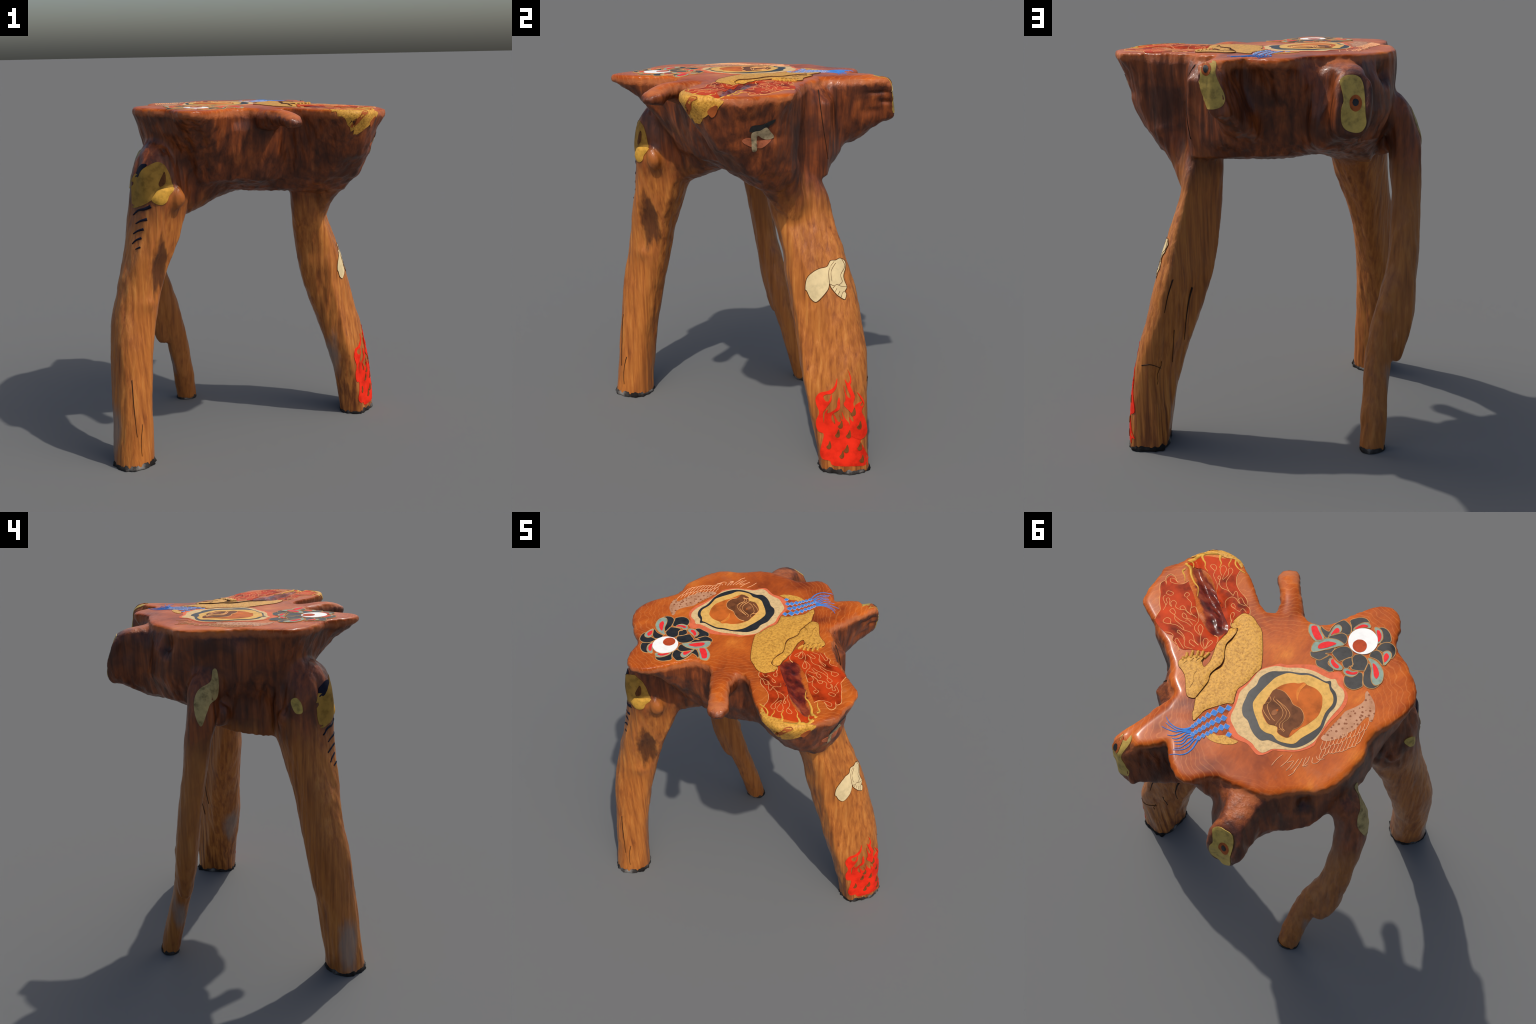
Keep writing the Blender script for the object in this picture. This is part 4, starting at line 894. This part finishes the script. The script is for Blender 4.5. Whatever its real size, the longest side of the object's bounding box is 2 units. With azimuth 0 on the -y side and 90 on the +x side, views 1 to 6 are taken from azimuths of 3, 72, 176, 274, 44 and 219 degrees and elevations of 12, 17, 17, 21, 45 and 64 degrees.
stroke(TOPF, 'feather_line', [(-.461, .066), (-.465, .081), (-.461, .090)], 0.0030, 0.0026)
stroke(TOPF, 'feather_line', [(-.461, .066), (-.466, .075), (-.472, .075)], 0.0030, 0.0026)
stroke(TOPF, 'feather_line', [(-.474, .058), (-.477, .070), (-.472, .075)], 0.0030, 0.0026)
stroke(TOPF, 'feather_line', [(-.474, .058), (-.479, .065), (-.484, .063)], 0.0030, 0.0026)
stroke(TOPF, 'feather_line', [(-.485, .042), (-.489, .056), (-.484, .063)], 0.0030, 0.0026)
stroke(TOPF, 'feather_line', [(-.485, .042), (-.488, .045), (-.493, .041)], 0.0030, 0.0026)
stroke(TOPF, 'feather_line', [(-.491, .013), (-.496, .030), (-.493, .041)], 0.0030, 0.0026)
stroke(TOPF, 'feather_line', [(-.491, .013), (-.495, .019), (-.500, .017)], 0.0030, 0.0026)
stroke(TOPF, 'feather_line', [(-.500, -.006), (-.504, .009), (-.500, .017)], 0.0030, 0.0026)
stroke(TOPF, 'feather_line', [(-.500, -.006), (-.505, .003), (-.511, .003)], 0.0030, 0.0026)
stroke(TOPF, 'feather_line', [(-.513, -.015), (-.516, -.003), (-.511, .003)], 0.0030, 0.0026)
stroke(TOPF, 'feather_line', [(-.513, -.015), (-.517, -.010), (-.521, -.013)], 0.0030, 0.0026)
stroke(TOPF, 'feather_line', [(-.520, -.038), (-.525, -.022), (-.521, -.013)], 0.0030, 0.0026)
stroke(TOPF, 'feather_line', [(-.520, -.038), (-.524, -.034), (-.528, -.039)], 0.0030, 0.0026)
stroke(TOPF, 'feather_line', [(-.526, -.067), (-.531, -.050), (-.528, -.039)], 0.0030, 0.0026)
stroke(TOPF, 'feather_line', [(-.526, -.067), (-.530, -.060), (-.536, -.061)], 0.0030, 0.0026)
stroke(TOPF, 'feather_line', [(-.536, -.082), (-.540, -.068), (-.536, -.061)], 0.0030, 0.0026)
stroke(TOPF, 'feather_line', [(-.442, .130), (-.448, .142), (-.450, .156)], 0.0030, 0.0026)
stroke(TOPF, 'feather_line', [(-.453, .113), (-.460, .128), (-.463, .146)], 0.0030, 0.0026)
stroke(TOPF, 'feather_line', [(-.461, .090), (-.466, .098), (-.467, .108)], 0.0030, 0.0026)
stroke(TOPF, 'feather_line', [(-.472, .075), (-.480, .090), (-.482, .107)], 0.0030, 0.0026)
stroke(TOPF, 'feather_line', [(-.484, .063), (-.491, .076), (-.493, .092)], 0.0030, 0.0026)
stroke(TOPF, 'feather_line', [(-.493, .041), (-.500, .058), (-.504, .078)], 0.0030, 0.0026)
stroke(TOPF, 'feather_line', [(-.500, .017), (-.511, .042), (-.517, .070)], 0.0030, 0.0026)
stroke(TOPF, 'feather_line', [(-.511, .003), (-.520, .022), (-.524, .045)], 0.0030, 0.0026)
stroke(TOPF, 'feather_line', [(-.521, -.013), (-.530, .006), (-.534, .028)], 0.0030, 0.0026)
stroke(TOPF, 'feather_line', [(-.528, -.039), (-.538, -.014), (-.544, .014)], 0.0030, 0.0026)
stroke(TOPF, 'feather_line', [(-.536, -.061), (-.544, -.044), (-.548, -.023)], 0.0030, 0.0026)
stroke(TOPF, 'feather_line', [(-.450, .156), (-.456, .167), (-.461, .167)], 0.0030, 0.0026)
stroke(TOPF, 'feather_line', [(-.463, .146), (-.467, .159), (-.461, .167)], 0.0030, 0.0026)
stroke(TOPF, 'feather_line', [(-.463, .146), (-.467, .150), (-.469, .143)], 0.0030, 0.0026)
stroke(TOPF, 'feather_line', [(-.467, .108), (-.473, .129), (-.469, .143)], 0.0030, 0.0026)
stroke(TOPF, 'feather_line', [(-.467, .108), (-.474, .121), (-.479, .123)], 0.0030, 0.0026)
stroke(TOPF, 'feather_line', [(-.482, .107), (-.485, .118), (-.479, .123)], 0.0030, 0.0026)
stroke(TOPF, 'feather_line', [(-.482, .107), (-.488, .116), (-.492, .115)], 0.0030, 0.0026)
stroke(TOPF, 'feather_line', [(-.493, .092), (-.497, .107), (-.492, .115)], 0.0030, 0.0026)
stroke(TOPF, 'feather_line', [(-.493, .092), (-.499, .101), (-.503, .100)], 0.0030, 0.0026)
stroke(TOPF, 'feather_line', [(-.504, .078), (-.508, .092), (-.503, .100)], 0.0030, 0.0026)
stroke(TOPF, 'feather_line', [(-.504, .078), (-.510, .088), (-.514, .089)], 0.0030, 0.0026)
stroke(TOPF, 'feather_line', [(-.517, .070), (-.520, .082), (-.514, .089)], 0.0030, 0.0026)
stroke(TOPF, 'feather_line', [(-.517, .070), (-.521, .076), (-.524, .073)], 0.0030, 0.0026)
stroke(TOPF, 'feather_line', [(-.524, .045), (-.529, .062), (-.524, .073)], 0.0030, 0.0026)
stroke(TOPF, 'feather_line', [(-.524, .045), (-.530, .054), (-.533, .052)], 0.0030, 0.0026)
stroke(TOPF, 'feather_line', [(-.534, .028), (-.538, .043), (-.533, .052)], 0.0030, 0.0026)
stroke(TOPF, 'feather_line', [(-.534, .028), (-.540, .038), (-.543, .037)], 0.0030, 0.0026)
stroke(TOPF, 'feather_line', [(-.544, .014), (-.549, .029), (-.543, .037)], 0.0030, 0.0026)
stroke(TOPF, 'feather_line', [(-.544, .014), (-.548, .018), (-.550, .011)], 0.0030, 0.0026)
stroke(TOPF, 'feather_line', [(-.548, -.023), (-.553, -.003), (-.550, .011)], 0.0030, 0.0026)
stroke(TOPF, 'feather_line', [(-.319, .250), (-.312, .280), (-.312, .320)], 0.0030, 0.0026)
stroke(TOPF, 'feather_line', [(-.352, .225), (-.353, .264), (-.347, .301)], 0.0030, 0.0026)
stroke(TOPF, 'feather_line', [(-.376, .243), (-.379, .274), (-.377, .301)], 0.0030, 0.0026)
stroke(TOPF, 'feather_line', [(-.388, .224), (-.390, .262), (-.389, .287)], 0.0030, 0.0026)
stroke(TOPF, 'feather_line', [(-.399, .212), (-.405, .247), (-.405, .283)], 0.0030, 0.0026)
stroke(TOPF, 'feather_line', [(-.410, .200), (-.417, .228), (-.423, .241), (-.434, .225)], 0.0030, 0.0026)
stroke(TOPF, 'feather_line', [(-.419, .186), (-.426, .214), (-.421, .242)], 0.0030, 0.0026)
stroke(TOPF, 'feather_line', [(-.433, .183), (-.445, .204), (-.461, .195), (-.466, .170)], 0.0030, 0.0026)
stroke(TOPF, 'feather_line', [(-.405, .265), (-.408, .291), (-.400, .315)], 0.0030, 0.0026)
stroke(TOPF, 'feather_line', [(-.358, .268), (-.372, .246)], 0.0030, 0.0026)
stroke(TOPF, 'feather_line', [(-.442, .169), (-.457, .176), (-.477, .159)], 0.0030, 0.0026)
# gilded sawn ends of the branch stubs, each with an eye
NE_END = Frame((0.300, 0.660, 1.850), (-0.006, 0.992, 0.125))
inlay(NE_END, 'gilded_end', [(.015, .131), (.037, .125), (.032, .078), (.047, .034), (.068, -.016), (.064, -.054), (.032, -.072), (-.006, -.072), (-.034, -.052), (-.046, -.015), (-.045, .023), (-.033, .060), (-.029, .097), (-.014, .125)], OLIVEGOLD, 0.003, parent=PART['north_east'])
inlay(NE_END, 'eye_ring', [(.013, .096), (.011, .085), (.007, .076), (.000, .069), (-.008, .067), (-.015, .070), (-.022, .076), (-.026, .085), (-.027, .096), (-.025, .107), (-.021, .116), (-.014, .122), (-.006, .124), (.001, .122), (.008, .116), (.012, .107)], EYEBROWN, 0.0042, parent=PART['north_east'])
inlay(NE_END, 'eye_pupil', [(.003, .095), (.001, .089), (-.002, .083), (-.006, .080), (-.011, .080), (-.015, .083), (-.018, .089), (-.019, .095), (-.018, .102), (-.015, .108), (-.010, .110), (-.005, .110), (-.001, .107), (.002, .102)], BLACK, 0.0054, parent=PART['north_east'])
N_END = Frame((-0.330, 0.710, 1.800), (0.150, 0.979, 0.137))
inlay(N_END, 'gilded_end', [(-.064, .064), (-.071, .095), (-.047, .117), (-.009, .120), (.016, .108), (.030, .077), (.037, .027), (.042, -.042), (.046, -.086), (.028, -.118), (-.004, -.125), (-.043, -.112), (-.061, -.081), (-.063, -.030), (-.054, .008), (-.058, .039)], OLIVEGOLD, 0.003, parent=PART['north'])
inlay(N_END, 'eye_ring', [(.025, .001), (.023, -.013), (.018, -.024), (.009, -.032), (-.001, -.035), (-.012, -.032), (-.021, -.025), (-.027, -.013), (-.029, .000), (-.028, .014), (-.022, .025), (-.013, .033), (-.003, .036), (.008, .033), (.017, .025), (.023, .014)], EYEBROWN, 0.0042, parent=PART['north'])
inlay(N_END, 'eye_pupil', [(.011, .004), (.010, -.003), (.006, -.009), (.001, -.012), (-.005, -.012), (-.010, -.009), (-.014, -.003), (-.016, .003), (-.014, .010), (-.011, .016), (-.006, .019), (.000, .019), (.006, .016), (.010, .010)], BLACK, 0.0054, parent=PART['north'])
# gilded tip of the long lobe
TIP = Frame((0.600, -0.470, 1.920), (0.498, -0.545, 0.674))
inlay(TIP, 'gilded_tip', [(-.095, .110), (-.066, .073), (-.020, .059), (.025, .035), (.089, .026), (.173, .025), (.149, -.004), (.112, -.025), (.058, -.043), (.007, -.043), (-.057, -.032), (-.089, -.009), (-.104, .032)], GOLD, 0.003, parent=PART['seat'])
inlay(TIP, 'brown_drop', [(-.027, -.015), (-.007, -.024), (.025, -.011), (.060, .005), (.048, .016), (.021, .011), (.003, -.004)], EYEBROWN, 0.0048, parent=PART['seat'])
inlay(TIP, 'brown_drop', [(.099, -.022), (.126, -.004), (.149, .001), (.135, -.018), (.112, -.034)], EYEBROWN, 0.0048, parent=PART['seat'])
# painted face on the flank of the long lobe
FACE = Frame((0.650, -0.150, 1.700), (0.940, -0.292, 0.177))
inlay(FACE, 'painted_lip', [(-.089, .043), (-.059, .055), (-.017, .042), (.044, .050), (.013, .017), (-.017, .009), (-.066, .022)], LIP, 0.0026, parent=PART['seat'])
inlay(FACE, 'dark_slit', [(-.055, .088), (-.040, .108), (.003, .113), (.039, .128), (.064, .136), (.051, .119), (.015, .095), (-.016, .084), (-.046, .080)], BLACK, 0.0032, parent=PART['seat'])
inlay(FACE, 'painted_fang', [(-.046, .072), (-.028, .084), (-.007, .087), (.021, .101), (.039, .083), (.056, .059), (.026, .047), (.002, .054), (-.019, .066), (-.025, .042), (-.025, -.000), (-.044, -.003), (-.047, .036)], DULLBONE, 0.0042, parent=PART['seat'])
# paint on the front leg
HIP = Frame((-0.500, -0.540, 1.580), (0.158, -0.978, 0.134))
inlay(HIP, 'olive_patch', [(-.000, .119), (.033, .128), (.066, .110), (.091, .063), (.102, .016), (.108, -.011), (.054, -.023), (.013, -.035), (-.015, -.080), (-.103, -.117), (-.128, -.083), (-.128, -.016), (-.105, .056), (-.061, .088)], OLIVE, 0.0026, parent=PART['front'])
inlay(HIP, 'dark_mark', [(.050, .051), (.064, .074), (.070, .043), (.065, .010), (.041, -.006), (.032, .011)], DARKLINE, 0.0038, parent=PART['front'])
inlay(HIP, 'yellow_patch', [(.034, -.022), (.108, -.011), (.110, -.031), (.086, -.057), (.071, -.090), (.037, -.106), (-.009, -.081), (.006, -.048)], YELLOWGOLD, 0.003, parent=PART['front'], bulge=0.01)
inlay(HIP, 'navy_patch', [(-.054, .120), (-.081, .088), (-.092, .055), (-.079, .050), (-.060, .084), (-.027, .113)], NAVY, 0.0038, parent=PART['front'])
stroke(HIP, 'dark_stripe', [(-.016, -.110), (-.050, -.124), (-.087, -.132), (-.115, -.157)], 0.0200, 0.0050, 0.003)
stroke(HIP, 'dark_stripe', [(-.039, -.180), (-.073, -.188), (-.103, -.204)], 0.0170, 0.0050, 0.003)
stroke(HIP, 'dark_stripe', [(-.060, -.234), (-.092, -.243), (-.119, -.260)], 0.0150, 0.0050, 0.003)
stroke(HIP, 'dark_stripe', [(-.074, -.282), (-.104, -.294), (-.126, -.314)], 0.0130, 0.0050, 0.003)
stroke(HIP, 'dark_stripe', [(-.082, -.332), (-.110, -.344)], 0.0100, 0.0050, 0.003)
# pale patch on the back leg and a gilded knot
PALE = Frame((-0.740, 0.150, 1.580), (-0.948, -0.115, 0.296))
inlay(PALE, 'pale_patch', [(.050, .163), (.067, .225), (.089, .224), (.095, .152), (.082, .080), (.044, .046), (.024, .002), (-.007, -.068), (-.032, -.031), (-.041, .051), (-.015, .121)], KHAKI, 0.0026, parent=PART['back'])
KNOT = Frame((-0.650, -0.340, 1.560), (-0.955, -0.015, 0.296))
inlay(KNOT, 'gilded_knot', [(-.026, .053), (.001, .066), (.028, .034), (.032, -.012), (-.000, -.016), (-.020, .016)], OLIVEGOLD, 0.0038, parent=PART['front'])
# paint on the side leg: a pale folded foot and red flames
PLANK = Frame((0.630, 0.220, 0.750), (0.865, -0.346, 0.364))
inlay(PLANK, 'pale_foot', [(-.148, .213), (-.141, .262), (-.115, .292), (-.078, .314), (-.041, .325), (-.023, .355), (.003, .359), (.025, .370), (.051, .356), (.053, .322), (.044, .285), (.048, .259), (.061, .226), (.052, .204), (.059, .189), (.052, .163), (.037, .167), (.011, .185), (-.018, .218), (-.026, .240), (-.032, .214), (-.055, .181), (-.092, .147), (-.122, .166), (-.140, .202)], BONE, 0.0026, parent=PART['side'], rim=DARKLINE)
stroke(PLANK, 'ink_line', [(-.026, .236), (-.030, .307), (-.004, .352)], 0.0028, 0.0020, 0.0038)
stroke(PLANK, 'ink_line', [(.033, .367), (.049, .330), (.029, .285), (.037, .252), (.018, .233)], 0.0028, 0.0020, 0.0038)
stroke(PLANK, 'ink_line', [(-.022, .237), (-.004, .229), (.011, .237), (.029, .229), (.059, .226)], 0.0028, 0.0020, 0.0038)
stroke(PLANK, 'ink_line', [(-.011, .217), (-.000, .229)], 0.0028, 0.0020, 0.0038)
stroke(PLANK, 'ink_line', [(.002, .200), (.011, .217)], 0.0028, 0.0020, 0.0038)
stroke(PLANK, 'ink_line', [(.017, .186), (.026, .204)], 0.0028, 0.0020, 0.0038)
stroke(PLANK, 'ink_line', [(.033, .173), (.039, .196), (.055, .207)], 0.0028, 0.0020, 0.0038)
stroke(PLANK, 'ink_line', [(.003, .344), (-.019, .300), (-.015, .255)], 0.0028, 0.0020, 0.0038)
PLANK_FOOT = Frame((0.700, 0.220, 0.220), (0.822, -0.334, 0.461))
inlay(PLANK_FOOT, 'flame', [(-.097, -.092), (-.079, -.011), (-.102, .007), (-.113, .033), (-.080, .049), (-.034, .020), (.048, .021), (.123, .060), (.141, .009), (.108, -.036), (.123, -.065), (.151, -.123), (.147, -.159), (-.018, -.167), (-.048, -.142), (-.085, -.132)], HOTRED, 0.0024, parent=PART['side'])
inlay(PLANK_FOOT, 'flame', [(-.119, .055), (-.103, .100), (-.117, .141), (-.120, .174), (-.100, .199), (-.058, .209), (-.028, .229), (-.012, .272), (-.015, .229), (-.036, .198), (-.070, .190), (-.082, .179), (-.069, .157), (-.052, .161), (-.041, .195), (-.041, .161), (-.067, .123), (-.083, .097), (-.081, .063), (-.072, .034), (-.046, .034), (-.034, .005), (-.102, .004)], HOTRED, 0.0028, parent=PART['side'])
inlay(PLANK_FOOT, 'flame', [(-.072, -.003), (-.075, .093), (-.058, .116), (-.062, .099), (-.044, .103), (-.013, .126), (-.010, .154), (-.001, .178), (.004, .139), (-.002, .115), (-.036, .092), (-.039, .064), (-.019, .035), (-.027, -.010)], HOTRED, 0.0032, parent=PART['side'])
inlay(PLANK_FOOT, 'flame', [(-.034, -.002), (-.020, .050), (-.033, .100), (-.005, .056), (.010, .065), (-.001, .089), (.007, .078), (.021, .065), (.012, .106), (.029, .073), (.052, .044), (.048, -.001), (.003, -.031)], HOTRED, 0.0036, parent=PART['side'])
inlay(PLANK_FOOT, 'flame', [(.048, -.001), (.055, .044), (.049, .081), (.059, .066), (.072, .059), (.063, .096), (.023, .140), (.031, .170), (.021, .237), (.035, .192), (.051, .174), (.056, .185), (.041, .218), (.026, .267), (.042, .249), (.053, .267), (.047, .297), (.039, .316), (.056, .284), (.059, .256), (.055, .236), (.077, .185), (.070, .148), (.084, .104), (.078, .137), (.114, .160), (.105, .141), (.117, .137), (.121, .153), (.089, .204), (.115, .179), (.125, .149), (.112, .112), (.130, .075), (.141, .009), (.108, -.029)], HOTRED, 0.004, parent=PART['side'])
inlay(PLANK_FOOT, 'dark_drop', [(.076, .129), (.082, .104), (.078, .090), (.066, .087), (.057, .097), (.066, .109)], WOODBROWN, 0.0052, parent=PART['side'])
inlay(PLANK_FOOT, 'dark_drop', [(.013, .064), (.019, .039), (.015, .026), (.003, .023), (-.006, .033), (.003, .045)], WOODBROWN, 0.0052, parent=PART['side'])
inlay(PLANK_FOOT, 'dark_drop', [(-.002, .020), (.004, -.005), (.000, -.019), (-.012, -.022), (-.021, -.012), (-.012, .000)], WOODBROWN, 0.0052, parent=PART['side'])
inlay(PLANK_FOOT, 'dark_drop', [(.054, .017), (.060, -.008), (.056, -.021), (.044, -.024), (.035, -.014), (.044, -.002)], WOODBROWN, 0.0052, parent=PART['side'])
inlay(PLANK_FOOT, 'dark_drop', [(.106, .063), (.112, .038), (.108, .024), (.097, .021), (.088, .031), (.097, .043)], WOODBROWN, 0.0052, parent=PART['side'])
inlay(PLANK_FOOT, 'dark_drop', [(-.047, -.040), (-.040, -.065), (-.044, -.078), (-.056, -.081), (-.065, -.071), (-.056, -.059)], WOODBROWN, 0.0052, parent=PART['side'])
inlay(PLANK_FOOT, 'dark_drop', [(.043, -.057), (.049, -.081), (.045, -.095), (.034, -.098), (.025, -.088), (.033, -.076)], WOODBROWN, 0.0052, parent=PART['side'])
inlay(PLANK_FOOT, 'dark_drop', [(.110, -.044), (.116, -.069), (.112, -.082), (.100, -.085), (.092, -.075), (.100, -.063)], WOODBROWN, 0.0052, parent=PART['side'])
inlay(PLANK_FOOT, 'dark_drop', [(.021, -.086), (.027, -.111), (.023, -.124), (.011, -.128), (.002, -.118), (.011, -.106)], WOODBROWN, 0.0052, parent=PART['side'])
inlay(PLANK_FOOT, 'dark_drop', [(.121, -.106), (.127, -.131), (.124, -.144), (.112, -.147), (.103, -.137), (.112, -.125)], WOODBROWN, 0.0052, parent=PART['side'])
LEG_CRACK = Frame((-0.640, -0.680, 0.350), (0.179, -0.915, 0.362))
LEG_CRACK = Frame((-0.640, -0.680, 0.350), (0.179, -0.915, 0.362))
stroke(LEG_CRACK, 'drying_crack', [(.001, .162), (.003, .063), (.008, -.046), (.015, -.153)], 0.0050, 0.0015, 0.003)
stroke(LEG_CRACK, 'drying_crack', [(.048, -.084), (.035, -.190), (.037, -.261)], 0.0030, 0.0010, 0.003)
PLANK_CRACK = Frame((0.550, 0.380, 0.600), (-0.059, 0.924, 0.377))
stroke(PLANK_CRACK, 'drying_crack', [(.149, .255), (.130, .191), (.115, .111), (.101, -.002)], 0.0090, 0.0015, 0.003)
stroke(PLANK_CRACK, 'drying_crack', [(.051, .049), (.036, -.111), (.022, -.254)], 0.0030, 0.0015, 0.003)
stroke(PLANK_CRACK, 'drying_crack', [(.054, .292), (.026, .212), (.007, .133)], 0.0070, 0.0015, 0.003)
stroke(PLANK_CRACK, 'drying_crack', [(-.116, -.118), (-.068, -.117), (-.021, -.139)], 0.0060, 0.0015, 0.003)
RIB = Frame((0.420, 0.250, 1.720), (0.921, -0.356, 0.160))
stroke(RIB, 'drying_crack', [(-.035, .210), (-.012, .044), (.004, -.060), (.014, -.131)], 0.0050, 0.0020, 0.003)

HOME = {'dark_stripe': 'front', 'ink_line': 'side', 'flame_tongue': 'side'}
for fam, (V, F) in STROKES.items():
    if fam.startswith('rim_'):
        mat = bpy.data.materials[fam[4:]]; nm = 'painted_outline'
    else:
        mat = LINE_MAT[fam]; nm = fam
    ob = add_object(nm, V, F, mat, PART[HOME.get(fam, 'seat')])
    ob['kind'] = 'stuff'

# torn dark skirt copying the scan's leftover ground scraps round each foot
for leg in LEGS:
    z0 = leg['st'][0]; key = leg['name']
    e1 = np.array([math.cos(leg['th']), math.sin(leg['th'])]); e2 = np.array([-e1[1], e1[0]])
    s = superellipse(z0[3], z0[4], leg['pw'], 90)
    xy = s[:, :1] * e1 + s[:, 1:] * e2
    for nx, ny, prof in leg.get('cut', ()):
        depth = prof[0][1]
        hh = xy @ np.array([nx, ny]); lim = hh.max() - depth
        xy = xy - np.maximum(hh - lim, 0)[:, None] * np.array([nx, ny])
    verts, faces = [], []
    m_ = len(xy)
    seed = 10 * len(key)
    for j, (sc, z) in enumerate(((.97, .026), (1.015, .014), (1.06, .001), (1.05, .0), (.9, .0))):
        for i, p in enumerate(xy):
            w = noise.noise(Vector((p[0] * 40 + seed, p[1] * 40, 1.7)))
            w2 = noise.noise(Vector((p[0] * 110 + seed, p[1] * 110, 5.1)))
            k = sc + (.10 * w + .05 * w2) * (1 if j in (2, 3) else .2)
            zz = max(0.0, z + (.012 * w + .006 * w2 if j < 2 else 0))
            verts.append((z0[1] + p[0] * k, z0[2] + p[1] * k, zz))
    for j in range(4):
        for i in range(m_):
            i2 = (i + 1) % m_
            faces.append((j * m_ + i, j * m_ + i2, (j + 1) * m_ + i2, (j + 1) * m_ + i))
    ob = add_object('foot_scan_scrap', verts, faces, SCAN_SCRAP, PART[key])
